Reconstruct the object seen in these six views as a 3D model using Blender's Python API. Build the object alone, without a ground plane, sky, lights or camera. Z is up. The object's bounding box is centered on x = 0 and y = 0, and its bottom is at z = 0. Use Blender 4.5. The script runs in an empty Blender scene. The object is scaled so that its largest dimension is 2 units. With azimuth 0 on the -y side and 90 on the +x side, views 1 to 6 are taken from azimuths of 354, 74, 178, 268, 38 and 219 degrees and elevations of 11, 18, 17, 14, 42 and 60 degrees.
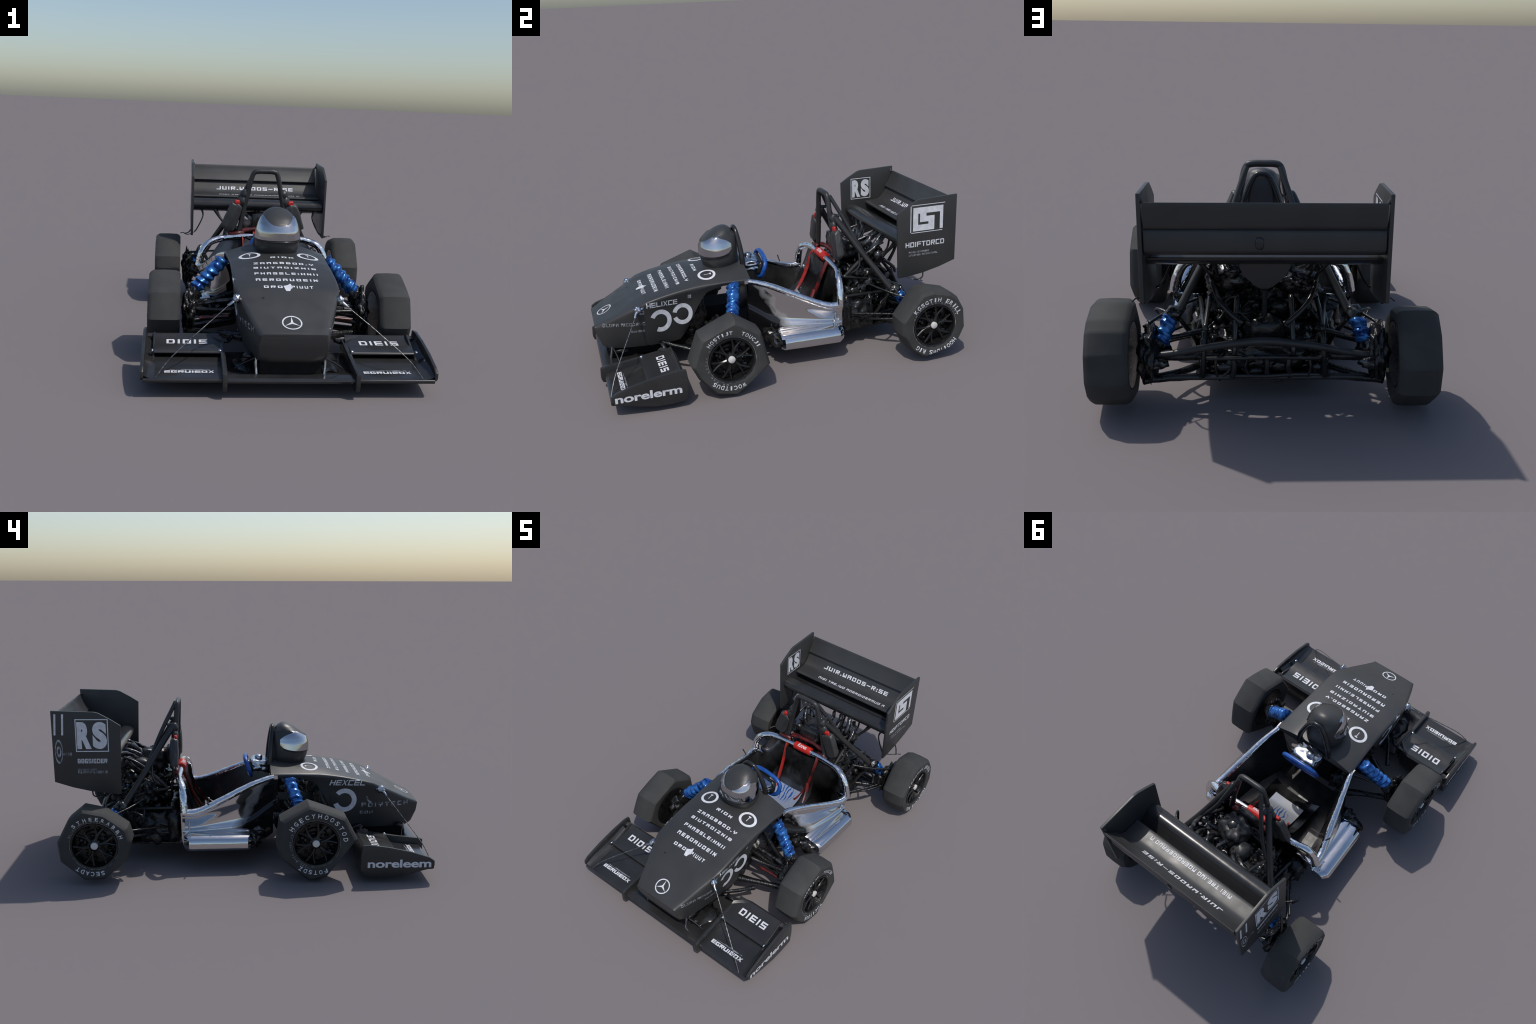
# A dark single-seat student race car, built part by part.
import bpy, bmesh, math, random
from mathutils import Vector, Matrix, noise
from mathutils.bvhtree import BVHTree

random.seed(7)
COL = bpy.context.scene.collection

# ------------------------------------------------------------------ materials
def new_mat(name):
    m = bpy.data.materials.new(name)
    m.use_nodes = True
    nt = m.node_tree
    return m, nt, nt.nodes["Principled BSDF"]

def grain(nt, scale, detail=3.0):
    tc = nt.nodes.new("ShaderNodeTexCoord")
    n = nt.nodes.new("ShaderNodeTexNoise")
    n.inputs["Scale"].default_value = scale
    n.inputs["Detail"].default_value = detail
    nt.links.new(tc.outputs["Object"], n.inputs["Vector"])
    return n

def ramp(nt, fac, stops):
    r = nt.nodes.new("ShaderNodeValToRGB")
    el = r.color_ramp.elements
    while len(el) < len(stops):
        el.new(0.5)
    for e, (p, c) in zip(el, stops):
        e.position = p
        e.color = (*c, 1)
    nt.links.new(fac, r.inputs["Fac"])
    return r

def simple_mat(name, dark, light, rough, metallic=0.0, scale=9.0, bump=0.0, bump_scale=60.0,
               rough_var=0.0, coat=0.0, spec=0.5):
    m, nt, p = new_mat(name)
    n = grain(nt, scale)
    r = ramp(nt, n.outputs["Fac"], [(0.35, dark), (0.68, light)])
    nt.links.new(r.outputs["Color"], p.inputs["Base Color"])
    p.inputs["Metallic"].default_value = metallic
    p.inputs["Specular IOR Level"].default_value = spec
    if rough_var:
        n2 = grain(nt, scale * 2.7)
        mr = nt.nodes.new("ShaderNodeMapRange")
        mr.inputs["To Min"].default_value = max(0.02, rough - rough_var)
        mr.inputs["To Max"].default_value = rough + rough_var
        nt.links.new(n2.outputs["Fac"], mr.inputs["Value"])
        nt.links.new(mr.outputs["Result"], p.inputs["Roughness"])
    else:
        p.inputs["Roughness"].default_value = rough
    p.inputs["Coat Weight"].default_value = coat
    p.inputs["Coat Roughness"].default_value = 0.1
    if bump:
        n3 = grain(nt, bump_scale, 4)
        b = nt.nodes.new("ShaderNodeBump")
        b.inputs["Strength"].default_value = bump
        b.inputs["Distance"].default_value = 0.004
        nt.links.new(n3.outputs["Fac"], b.inputs["Height"])
        nt.links.new(b.outputs["Normal"], p.inputs["Normal"])
    return m

g = lambda v, t=1.03: (v, v * 1.005, v * t)
M_BODY = simple_mat("satin_black_bodywork", g(0.032, 1.0), g(0.040, 1.0), 0.43, scale=5, rough_var=0.16, spec=0.5)
M_WING = simple_mat("satin_black_wing", g(0.022), g(0.030), 0.3, scale=7, rough_var=0.1)
M_GLOSSWING = simple_mat("gloss_black_wing", g(0.020), g(0.028), 0.2, scale=9, rough_var=0.08, bump=0.06, bump_scale=14)
M_GLOSS = simple_mat("gloss_black_carbon", g(0.012), g(0.022), 0.22, scale=14, rough_var=0.1)
M_MUCK = simple_mat("oily_black_metal", g(0.006), g(0.016), 0.26, scale=30, rough_var=0.16,
                    bump=0.6, bump_scale=90)
M_BRIGHTMUCK = simple_mat("tarnished_dark_steel", g(0.008), g(0.14), 0.22, metallic=0.8, scale=38,
                          rough_var=0.1, bump=0.7, bump_scale=80)
M_TUBE = simple_mat("satin_black_tube", g(0.022), g(0.03), 0.42, scale=20, rough_var=0.08)
M_INNER = simple_mat("black_with_painted_reflections", g(0.010), g(0.24), 0.16, metallic=0.8, scale=6, rough_var=0.08, bump=0.5, bump_scale=11)  # pale noise patches paint mottled cockpit reflections over black
M_VOID = simple_mat("matt_black_structure", g(0.004), g(0.008), 0.7, scale=25, bump=0.3, spec=0.2)
M_TYRE = simple_mat("tyre_rubber", (0.040, 0.040, 0.039), (0.052, 0.052, 0.050), 0.75, scale=11,
                    bump=0.12, bump_scale=140, spec=0.3)
M_RIM = simple_mat("black_rim", g(0.005), g(0.012), 0.3, scale=35, rough_var=0.15, bump=0.5, bump_scale=120)
M_SPOKE = simple_mat("grey_black_spoke", g(0.006), g(0.014), 0.28, scale=30, rough_var=0.1)
M_BLUE = simple_mat("blue_anodised_spring", (0.006, 0.035, 0.20), (0.06, 0.24, 0.62), 0.22, metallic=0.55,
                    scale=38, rough_var=0.12, bump=0.7, bump_scale=42)
M_BLUERIM = simple_mat("blue_suede_rim", (0.008, 0.05, 0.24), (0.015, 0.10, 0.40), 0.35, scale=40)
M_RED = simple_mat("red_fabric", (0.40, 0.012, 0.008), (0.55, 0.02, 0.014), 0.5, scale=30)
M_BELT = simple_mat("scarlet_belt", (0.02, 0.006, 0.005), (0.36, 0.014, 0.010), 0.45, scale=16)
M_DARKRED = simple_mat("worn_red_belt", (0.010, 0.005, 0.005), (0.15, 0.010, 0.008), 0.35, scale=30)
M_WHITE = simple_mat("white_lettering", (0.60, 0.61, 0.64), (0.74, 0.75, 0.78), 0.5, scale=40)
M_GREYTXT = simple_mat("faded_lettering", (0.10, 0.10, 0.11), (0.50, 0.51, 0.54), 0.5, scale=55)
M_CAP = simple_mat("ivory_wheel_cap", (0.60, 0.58, 0.56), (0.68, 0.66, 0.64), 0.5, scale=20)
M_WIRE = simple_mat("steel_cable", g(0.05), g(0.30), 0.35, metallic=0.6, scale=90)
M_STEEL = simple_mat("crumpled_steel", (0.36, 0.38, 0.42), (0.62, 0.64, 0.68), 0.24, metallic=1.0, scale=30,
                     bump=0.35, bump_scale=30)

def chrome_mat(name, base=0.84, bump=0.05, bump_scale=12.0, rough=0.05):
    m, nt, p = new_mat(name)
    n = grain(nt, 6)
    r = ramp(nt, n.outputs["Fac"], [(0.3, (base * 0.94, base * 0.95, base)), (0.7, (base, base, base * 0.99))])
    nt.links.new(r.outputs["Color"], p.inputs["Base Color"])
    p.inputs["Metallic"].default_value = 1.0
    p.inputs["Roughness"].default_value = rough
    n3 = grain(nt, bump_scale, 2)
    b = nt.nodes.new("ShaderNodeBump")
    b.inputs["Strength"].default_value = bump
    b.inputs["Distance"].default_value = 0.01
    nt.links.new(n3.outputs["Fac"], b.inputs["Height"])
    nt.links.new(b.outputs["Normal"], p.inputs["Normal"])
    return m

M_CHROME = chrome_mat("mirror_chrome", 0.68, 0.12, 16.0)
M_RIMCHROME = chrome_mat("rippled_chrome", 0.80, 0.45, 30.0, 0.10)
M_VISOR = chrome_mat("mirror_visor", 0.93, 0.02, 8.0, 0.06)

def tub_mat():
    """chrome panel whose front end is black lacquer with a ragged border"""
    m, nt, p = new_mat("chrome_and_black_tub")
    tc = nt.nodes.new("ShaderNodeTexCoord")
    sep = nt.nodes.new("ShaderNodeSeparateXYZ")
    nt.links.new(tc.outputs["Object"], sep.inputs[0])
    n = grain(nt, 9, 5)
    # y + 0.5*z + noise decides chrome or lacquer
    a = nt.nodes.new("ShaderNodeMath"); a.operation = 'MULTIPLY_ADD'
    a.inputs[1].default_value = 0.55
    nt.links.new(sep.outputs["Z"], a.inputs[0]); nt.links.new(sep.outputs["Y"], a.inputs[2])
    c = nt.nodes.new("ShaderNodeMath"); c.operation = 'MULTIPLY_ADD'
    c.inputs[1].default_value = 0.14
    nt.links.new(n.outputs["Fac"], c.inputs[0]); nt.links.new(a.outputs[0], c.inputs[2])
    mr = nt.nodes.new("ShaderNodeMapRange")
    mr.inputs["From Min"].default_value = 0.17
    mr.inputs["From Max"].default_value = 0.24
    nt.links.new(c.outputs[0], mr.inputs["Value"])
    r = ramp(nt, mr.outputs["Result"], [(0.1, (0.010, 0.010, 0.011)), (0.9, (0.70, 0.69, 0.68))])
    nt.links.new(r.outputs["Color"], p.inputs["Base Color"])
    nt.links.new(mr.outputs["Result"], p.inputs["Metallic"])
    p.inputs["Roughness"].default_value = 0.07
    n3 = grain(nt, 7, 2)
    b = nt.nodes.new("ShaderNodeBump")
    b.inputs["Strength"].default_value = 0.06
    b.inputs["Distance"].default_value = 0.01
    nt.links.new(n3.outputs["Fac"], b.inputs["Height"])
    nt.links.new(b.outputs["Normal"], p.inputs["Normal"])
    return m
M_TUB = tub_mat()

def seat_mat():
    """silver seat face with blue flame strokes"""
    m, nt, p = new_mat("silver_seat_with_blue_strokes")
    tc = nt.nodes.new("ShaderNodeTexCoord")
    w = nt.nodes.new("ShaderNodeTexWave")
    w.inputs["Scale"].default_value = 14
    w.inputs["Distortion"].default_value = 9
    w.inputs["Detail"].default_value = 2
    w.inputs["Detail Scale"].default_value = 1.2
    nt.links.new(tc.outputs["Object"], w.inputs["Vector"])
    r = ramp(nt, w.outputs["Fac"], [(0.66, (0.62, 0.64, 0.68)), (0.74, (0.03, 0.16, 0.55))])
    # strokes only in the middle of the panel
    d = nt.nodes.new("ShaderNodeVectorMath"); d.operation = 'DISTANCE'
    d.inputs[1].default_value = (0.0, 0.17, 0.24)
    nt.links.new(tc.outputs["Object"], d.inputs[0])
    mk = nt.nodes.new("ShaderNodeMapRange")
    mk.inputs["From Min"].default_value = 0.075; mk.inputs["From Max"].default_value = 0.05
    nt.links.new(d.outputs["Value"], mk.inputs["Value"])
    mx = nt.nodes.new("ShaderNodeMix"); mx.data_type = 'RGBA'
    mx.inputs[6].default_value = (0.62, 0.64, 0.68, 1)
    nt.links.new(mk.outputs["Result"], mx.inputs[0]); nt.links.new(r.outputs["Color"], mx.inputs[7])
    nt.links.new(mx.outputs[2], p.inputs["Base Color"])
    p.inputs["Metallic"].default_value = 0.75
    p.inputs["Roughness"].default_value = 0.2
    return m
M_SEAT = seat_mat()

# ------------------------------------------------------------------ helpers
CAR = bpy.data.objects.new("race_car", None)
CAR["label"] = "matte black single seat open wheel race car with chrome tub"
CAR["category"] = "race car"
COL.objects.link(CAR)

def obj(name, verts, faces, mat, parent=CAR, smooth=True, angle=None):
    me = bpy.data.meshes.new(name)
    me.from_pydata([tuple(v) for v in verts], [], faces)
    me.validate()
    bm = bmesh.new(); bm.from_mesh(me)
    bmesh.ops.recalc_face_normals(bm, faces=bm.faces)
    bm.to_mesh(me); bm.free()
    return add(name, me, mat, parent, smooth, angle)

def add(name, me, mat, parent=CAR, smooth=True, angle=None):
    me.name = name
    if mat and not me.materials:
        me.materials.append(mat)
    for p in me.polygons:
        p.use_smooth = smooth
    if smooth and angle is not None:
        me.set_sharp_from_angle(angle=math.radians(angle))
    o = bpy.data.objects.new(name, me)
    o.parent = parent
    COL.objects.link(o)
    return o

def from_bm(name, bm, mat, parent=CAR, smooth=True, angle=None):
    bmesh.ops.recalc_face_normals(bm, faces=bm.faces)
    me = bpy.data.meshes.new(name)
    bm.to_mesh(me); bm.free()
    return add(name, me, mat, parent, smooth, angle)

def mirror_x(pts):
    return [(-p[0], *p[1:]) for p in pts]

def catmull(pts, n):
    pts = [Vector(p) for p in pts]
    if len(pts) == 2 or n <= 1:
        return pts
    out = []
    for i in range(len(pts) - 1):
        p0 = pts[max(i - 1, 0)]; p1 = pts[i]; p2 = pts[i + 1]; p3 = pts[min(i + 2, len(pts) - 1)]
        for k in range(n):
            t = k / n
            out.append(0.5 * ((2 * p1) + (p2 - p0) * t + (2 * p0 - 5 * p1 + 4 * p2 - p3) * t * t
                              + (3 * p1 - p0 - 3 * p2 + p3) * t ** 3))
    out.append(pts[-1])
    return out

def tube_geo(path, rad, sides=10, step=4, lump=0.0, seed=0.0, flat=1.0):
    """vertices and faces of a swept tube; rad is a number or one per control point"""
    ctrl = [Vector(p) for p in path]
    radii = rad if isinstance(rad, (list, tuple)) else [rad] * len(ctrl)
    pp = catmull([(*p, r) if False else p for p in ctrl], step)
    rr = []
    if len(pp) == len(ctrl):
        rr = list(radii)
    else:
        for i in range(len(ctrl) - 1):
            for k in range(step):
                t = k / step
                rr.append(radii[i] * (1 - t) + radii[i + 1] * t)
        rr.append(radii[-1])
    verts, faces = [], []
    t0 = (pp[1] - pp[0]).normalized()
    nrm = t0.orthogonal().normalized()
    for i, p in enumerate(pp):
        t = (pp[min(i + 1, len(pp) - 1)] - pp[max(i - 1, 0)]).normalized()
        nrm = (nrm - t * nrm.dot(t)).normalized()
        b = t.cross(nrm)
        for s in range(sides):
            a = 2 * math.pi * s / sides
            d = nrm * math.cos(a) + b * math.sin(a) * flat
            r = rr[i]
            if lump:
                r *= 1 + lump * noise.noise(p * 35 + d * 1.5 + Vector((seed, 0, 0)))
            verts.append(p + d * r)
    for i in range(len(pp) - 1):
        for s in range(sides):
            a = i * sides + s; b2 = i * sides + (s + 1) % sides
            faces.append((a, b2, b2 + sides, a + sides))
    faces.append(tuple(range(sides - 1, -1, -1)))
    n0 = (len(pp) - 1) * sides
    faces.append(tuple(range(n0, n0 + sides)))
    return verts, faces

def merge(geos):
    V, F = [], []
    for v, f in geos:
        k = len(V)
        V += list(v)
        F += [tuple(i + k for i in q) for q in f]
    return V, F

def tube(name, path, rad, mat, parent=CAR, **kw):
    v, f = tube_geo(path, rad, **kw)
    return obj(name, v, f, mat, parent, angle=60)

def plate(name, poly, x0, x1, mat, parent=CAR, bevel=0.004, bulge=0.0, plane='x'):
    """prism over a (y,z) polygon between x0 and x1, edges bevelled"""
    bm = bmesh.new()
    lo = [bm.verts.new((x0, y, z)) for y, z in poly]
    hi = [bm.verts.new((x1, y, z)) for y, z in poly]
    n = len(poly)
    bm.faces.new(lo); bm.faces.new(hi[::-1])
    for i in range(n):
        bm.faces.new((lo[i], hi[i], hi[(i + 1) % n], lo[(i + 1) % n]))
    bmesh.ops.recalc_face_normals(bm, faces=bm.faces)
    if bevel:
        bmesh.ops.bevel(bm, geom=list(bm.edges), offset=bevel, segments=2, affect='EDGES', profile=0.6)
    return from_bm(name, bm, mat, parent, angle=35)

def box_geo(c, s, rot=None):
    vs = []
    for dx in (-1, 1):
        for dy in (-1, 1):
            for dz in (-1, 1):
                v = Vector((dx * s[0], dy * s[1], dz * s[2]))
                if rot is not None:
                    v = rot @ v
                vs.append(Vector(c) + v)
    fs = [(0, 1, 3, 2), (4, 6, 7, 5), (0, 4, 5, 1), (2, 3, 7, 6), (0, 2, 6, 4), (1, 5, 7, 3)]
    return vs, fs

def lump_geo(c, s, amp=0.15, freq=3.0, sub=3, seed=0.0, box=0.0, rot=None):
    """icosphere, optionally pushed toward a box, with noise"""
    bm = bmesh.new()
    bmesh.ops.create_icosphere(bm, subdivisions=sub, radius=1)
    vs = []
    for v in bm.verts:
        d = v.co.normalized()
        if box:
            m = max(abs(d.x), abs(d.y), abs(d.z))
            d = d * (1 - box) + d / m * box
        k = 1 + amp * noise.noise(v.co * freq + Vector((seed, seed * 0.7, -seed)))
        k += amp * 0.5 * noise.noise(v.co * freq * 2.7 + Vector((-seed, seed, 3)))
        q = Vector((d.x * s[0], d.y * s[1], d.z * s[2])) * k
        if rot is not None:
            q = rot @ q
        vs.append(Vector(c) + q)
    bm.verts.index_update()
    fs = [tuple(v.index for v in f.verts) for f in bm.faces]
    bm.free()
    return vs, fs

def fillet(poly, r, seg=3):
    """round the inner corners of an open polyline of (x,z) points"""
    out = [Vector(poly[0])]
    for i in range(1, len(poly) - 1):
        a, b, c = Vector(poly[i - 1]), Vector(poly[i]), Vector(poly[i + 1])
        ri = r[i] if isinstance(r, (list, tuple)) else r
        p = b + (a - b).normalized() * min(ri, (a - b).length * 0.45)
        q = b + (c - b).normalized() * min(ri, (c - b).length * 0.45)
        for k in range(seg + 1):
            t = k / seg
            out.append((1 - t) ** 2 * p + 2 * t * (1 - t) * b + t * t * q)
    out.append(Vector(poly[-1]))
    return out

def bvh(*objs):
    V, F = [], []
    for o in objs:
        k = len(V)
        V += [v.co.copy() for v in o.data.vertices]
        F += [tuple(i + k for i in p.vertices) for p in o.data.polygons]
    return BVHTree.FromPolygons(V, F)

# --- lettering -------------------------------------------------------------
_text_cache = {}
def text_mesh(s, bold=0.0, shear=0.0, spacing=1.0):
    key = (s, bold, shear, spacing)
    if key in _text_cache:
        return _text_cache[key]
    cu = bpy.data.curves.new("lettering_curve", 'FONT')
    cu.body = s; cu.size = 1; cu.offset = bold; cu.shear = shear; cu.resolution_u = 6
    cu.space_character = spacing
    o = bpy.data.objects.new("lettering_curve", cu)
    COL.objects.link(o)
    dg = bpy.context.evaluated_depsgraph_get()
    me = o.evaluated_get(dg).to_mesh()
    V = [v.co.copy() for v in me.vertices]
    F = [tuple(p.vertices) for p in me.polygons]
    o.evaluated_get(dg).to_mesh_clear()
    bpy.data.objects.remove(o); bpy.data.curves.remove(cu)
    x0 = min(v.x for v in V); x1 = max(v.x for v in V)
    y0 = min(v.y for v in V); y1 = max(v.y for v in V)
    V = [Vector(((v.x - x0) / (x1 - x0) - 0.5, (v.y - y0) / (y1 - y0) - 0.5, 0)) for v in V]
    _text_cache[key] = (V, F)
    return V, F

# square stencil alphabet: bars a (top) g (middle) d (bottom), posts f b (upper) e c (lower),
# i j centre posts (upper, lower), slanted strokes k n z
GLYPH = {"A": "afbgec", "B": "afbgecdx", "C": "afed", "D": "abcdefx", "E": "afged", "F": "afge", "G": "afedcy", "H": "febcg", "I": "ij",
         "J": "bcd", "K": "fegwk", "L": "fed", "M": "afbeci", "N": "febcn", "O": "abcdef", "P": "afbge", "R": "afbgek", "S": "afgcd", "T": "aij",
         "U": "febcd", "V": "febcd", "W": "febcdj", "X": "nz", "Y": "fbgj", "Z": "azd", "0": "abcdef", "1": "ij", "3": "abgcd", "9": "abfgcd",
         "&": "afgecd", ".": "p", ":": "pq", "-": "g"}
def block_text(text, t=.24, gap=.30, aspect=1.0):
    V, F, x = [], [], 0.0
    def quad(*p):
        k = len(V)
        V.extend(p); F.append((k, k + 1, k + 2, k + 3))
    for ch in text.upper():
        if ch == " ":
            x += .6; continue
        segs = GLYPH.get(ch, "abcdef")
        w = t * 1.25 if ch in "I1.:" else 1.0
        h = t * .85
        X0, X1 = x, x + w
        m0, m1 = .5 - h / 2, .5 + h / 2
        def rect(x0, y0, x1, y1):
            quad((x0, y0), (x1, y0), (x1, y1), (x0, y1))
        top, mid, bot = "a" in segs, "g" in segs, "d" in segs
        if top: rect(X0, 1 - h, X1 - (t * .3 if "x" in segs else 0), 1)
        if bot: rect(X0, 0, X1 - (t * .3 if "x" in segs else 0), h)
        if mid: rect(X0, m0, X1, m1)
        yu0 = m1 if mid else .5
        yl1 = m0 if mid else .5
        for c_, px in (("f", X0), ("b", X1 - t), ("i", (X0 + X1) / 2 - t / 2)):
            if c_ in segs: rect(px, yu0, px + t, 1 - h if top else 1)
        for c_, px in (("e", X0), ("c", X1 - t), ("j", (X0 + X1) / 2 - t / 2)):
            if c_ in segs: rect(px, h if bot else 0, px + t, yl1)
        if "y" in segs: rect(x + .5, m0, X1 - t - .01, m1)
        if "k" in segs: quad((X0 + .40, m0 - .01), (X0 + .40 + t, m0 - .01), (X1, 0), (X1 - t, 0))
        if "w" in segs: quad((X0 + .40, m1 + .01), (X0 + .40 + t, m1 + .01), (X1, 1), (X1 - t, 1))
        if "n" in segs: quad((X0 + t + .01, .92), (X0 + t + .01, .55), (X1 - t - .01, .08), (X1 - t - .01, .45)) if ch == "N" else quad((X0, 1), (X0 + t, 1), (X1, 0), (X1 - t, 0))
        if "z" in segs and ch == "Z": quad((X0, h), (X0 + t * 1.2, h), (X1, 1 - h), (X1 - t * 1.2, 1 - h))
        if ch == "X":
            quad((X0, 0), (X0 + t, 0), (X0 + .48, .46), (X0 + .40, .52)); quad((X1 - .48, .54), (X1 - .40, .48), (X1, 1), (X1 - t, 1))
        if "p" in segs: rect(X0, 0, X1, h * 1.2)
        if "q" in segs: rect(X0, .5, X1, .5 + h * 1.2)
        x = X1 + gap
    W = x - gap
    return [((v[0] / W) - .5, v[1] - .5) for v in V], F
def block(text, c, right, up, w, h, tree, parent, mat=None, slant=0.0, gap=.32, t=.24, **kw):
    V, F = block_text(text, t, gap)
    if slant:
        V = [(v[0] + v[1] * slant * h / w, v[1]) for v in V]
    return drape("lettering", V, F, c, right, up, w, h, tree, mat or M_WHITE, parent, **kw)

def drape(name, V2, F, c, right, up, w, h, tree, mat, parent, off=0.0014, cell=0.012, reach=0.12):
    """lay a flat unit shape on the surface below it"""
    c = Vector(c); right = Vector(right).normalized(); up = Vector(up)
    up = (up - right * up.dot(right)).normalized()
    n = right.cross(up)
    bm = bmesh.new()
    vs = [bm.verts.new((v[0] * w, v[1] * h, 0)) for v in V2]
    for f in F:
        try:
            bm.faces.new([vs[i] for i in f])
        except ValueError:
            pass
    bmesh.ops.remove_doubles(bm, verts=bm.verts, dist=1e-6)
    bmesh.ops.triangulate(bm, faces=bm.faces)
    for _ in range(4):
        long = [e for e in bm.edges if e.calc_length() > cell]
        if not long:
            break
        bmesh.ops.subdivide_edges(bm, edges=long, cuts=1)
        bmesh.ops.triangulate(bm, faces=bm.faces)
    for v in bm.verts:
        p = c + right * v.co.x + up * v.co.y
        hit, hn, _, _ = tree.ray_cast(p + n * reach, -n, reach * 2)
        if hit is None:
            hit, hn, _, _ = tree.find_nearest(p)
            hn = n
        v.co = hit + n * off
    for f in bm.faces:
        f.normal_update()
        if f.normal.dot(n) < 0:
            f.normal_flip()
    me = bpy.data.meshes.new(name)
    bm.to_mesh(me); bm.free()
    return add(name, me, mat, parent, smooth=False)

def letters(s, c, right, up, w, h, tree, parent, mat=None, bold=0.02, shear=0.0, spacing=1.05, **kw):
    V, F = text_mesh(s, bold, shear, spacing)
    return drape("lettering", V, F, c, right, up, w, h, tree, mat or M_WHITE, parent, **kw)

def ring_shape(r0, r1, a0=0, a1=360, n=40):
    V, F = [], []
    full = abs(a1 - a0) >= 360
    for i in range(n + 1):
        a = math.radians(a0 + (a1 - a0) * i / n)
        V += [(r0 * math.cos(a), r0 * math.sin(a)), (r1 * math.cos(a), r1 * math.sin(a))]
    for i in range(n):
        F.append((2 * i, 2 * i + 1, 2 * i + 3, 2 * i + 2))
    return V, F

def rects(*rs):
    V, F = [], []
    for x0, y0, x1, y1 in rs:
        k = len(V)
        V += [(x0, y0), (x1, y0), (x1, y1), (x0, y1)]
        F.append((k, k + 1, k + 2, k + 3))
    return V, F

def polys(*ps):
    V, F = [], []
    for p in ps:
        k = len(V)
        V += list(p)
        F.append(tuple(range(k, k + len(p))))
    return V, F

def frame(w, t):
    """square outline with clipped corners, unit size"""
    return ([( -.5, -.5), (.5, -.5), (.5, .5), (-.5, .5),
             (-.5 + t, -.5 + t), (.5 - t, -.5 + t), (.5 - t, .5 - t), (-.5 + t, .5 - t)],
            [(0, 1, 5, 4), (1, 2, 6, 5), (2, 3, 7, 6), (3, 0, 4, 7)])

# ------------------------------------------------------------------ nose cowl
# stations: y, top z, shoulder (x,z), side (x,z), lower edge (x,z), underside z
COWL = [
    (-0.996, .294, (.143, .292), (.143, .288), (.142, .284), .282),
    (-0.988, .299, (.147, .295), (.147, .268), (.147, .240), .236),
    (-0.964, .310, (.157, .306), (.156, .260), (.150, .196), .170),
    (-0.930, .324, (.169, .321), (.168, .270), (.160, .184), .146),
    (-0.850, .366, (.197, .362), (.194, .300), (.178, .184), .140),
    (-0.775, .404, (.224, .398), (.217, .330), (.193, .188), .140),
    (-0.720, .430, (.243, .426), (.226, .355), (.200, .190), .140),
    (-0.640, .452, (.247, .447), (.224, .370), (.203, .194), .140),
    (-0.550, .477, (.247, .463), (.223, .385), (.210, .208), .150),
    (-0.490, .491, (.247, .471), (.225, .395), (.218, .270), .240),
    (-0.440, .505, (.247, .475), (.232, .425), (.226, .365), .360),
    (-0.390, .513, (.247, .478), (.238, .450), (.232, .432), .436),
    (-0.300, .522, (.249, .481), (.246, .470), (.242, .460), .462),
    (-0.200, .530, (.252, .482), (.252, .470), (.248, .458), .462),
    (-0.150, .530, (.254, .480), (.254, .468), (.250, .456), .462),
]
def cowl_profile(st):
    y, zt, sh, sd, lo, zb = st
    half = [(0, zt), (sh[0] * .55, zt - (zt - sh[1]) * .25), sh, sd, lo]
    rounded = fillet(half, [0, .03, .018, .03, 0], 3)
    under = [(lo[0] * .94, zb + (lo[1] - zb) * .35), (lo[0] * .6, zb), (0, zb)]
    pts = [(p[0], y, p[1]) for p in rounded] + [(p[0], y, p[1]) for p in under]
    return pts
def loft_half(stations, fn):
    """loft symmetric half profiles into a closed body"""
    rows = [fn(s) for s in stations]
    full = []
    for r in rows:
        full.append(r + [(-p[0], p[1], p[2]) for p in r[-2:0:-1]])
    n = len(full[0])
    V = [p for r in full for p in r]
    F = []
    for i in range(len(full) - 1):
        for k in range(n):
            F.append((i * n + k, i * n + (k + 1) % n, (i + 1) * n + (k + 1) % n, (i + 1) * n + k))
    F.append(tuple(range(n)))
    F.append(tuple(range((len(full) - 1) * n, len(full) * n)))
    return V, F
def cowl_stations(n=3):
    flat = [(s[0], s[1], *s[2], *s[3], *s[4], s[5]) for s in COWL]
    out = []
    for i in range(len(flat) - 1):
        p0 = flat[max(i - 1, 0)]; p1 = flat[i]; p2 = flat[i + 1]; p3 = flat[min(i + 2, len(flat) - 1)]
        for k in range(n):
            t = k / n
            q = []
            for a, b, c, d in zip(p0, p1, p2, p3):
                cm = 0.5 * (2 * b + (c - a) * t + (2 * a - 5 * b + 4 * c - d) * t * t + (3 * b - a - 3 * c + d) * t ** 3)
                q.append(0.5 * cm + 0.5 * (b + (c - b) * t))
            out.append(q)
    out.append(flat[-1])
    return [(q[0], q[1], (q[2], q[3]), (q[4], q[5]), (q[6], q[7]), q[8]) for q in out]
V, F = loft_half(cowl_stations(), cowl_profile)
cowl = obj("nose_cowl", V, F, M_BODY, angle=50)
TREE_COWL = bvh(cowl)

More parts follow.
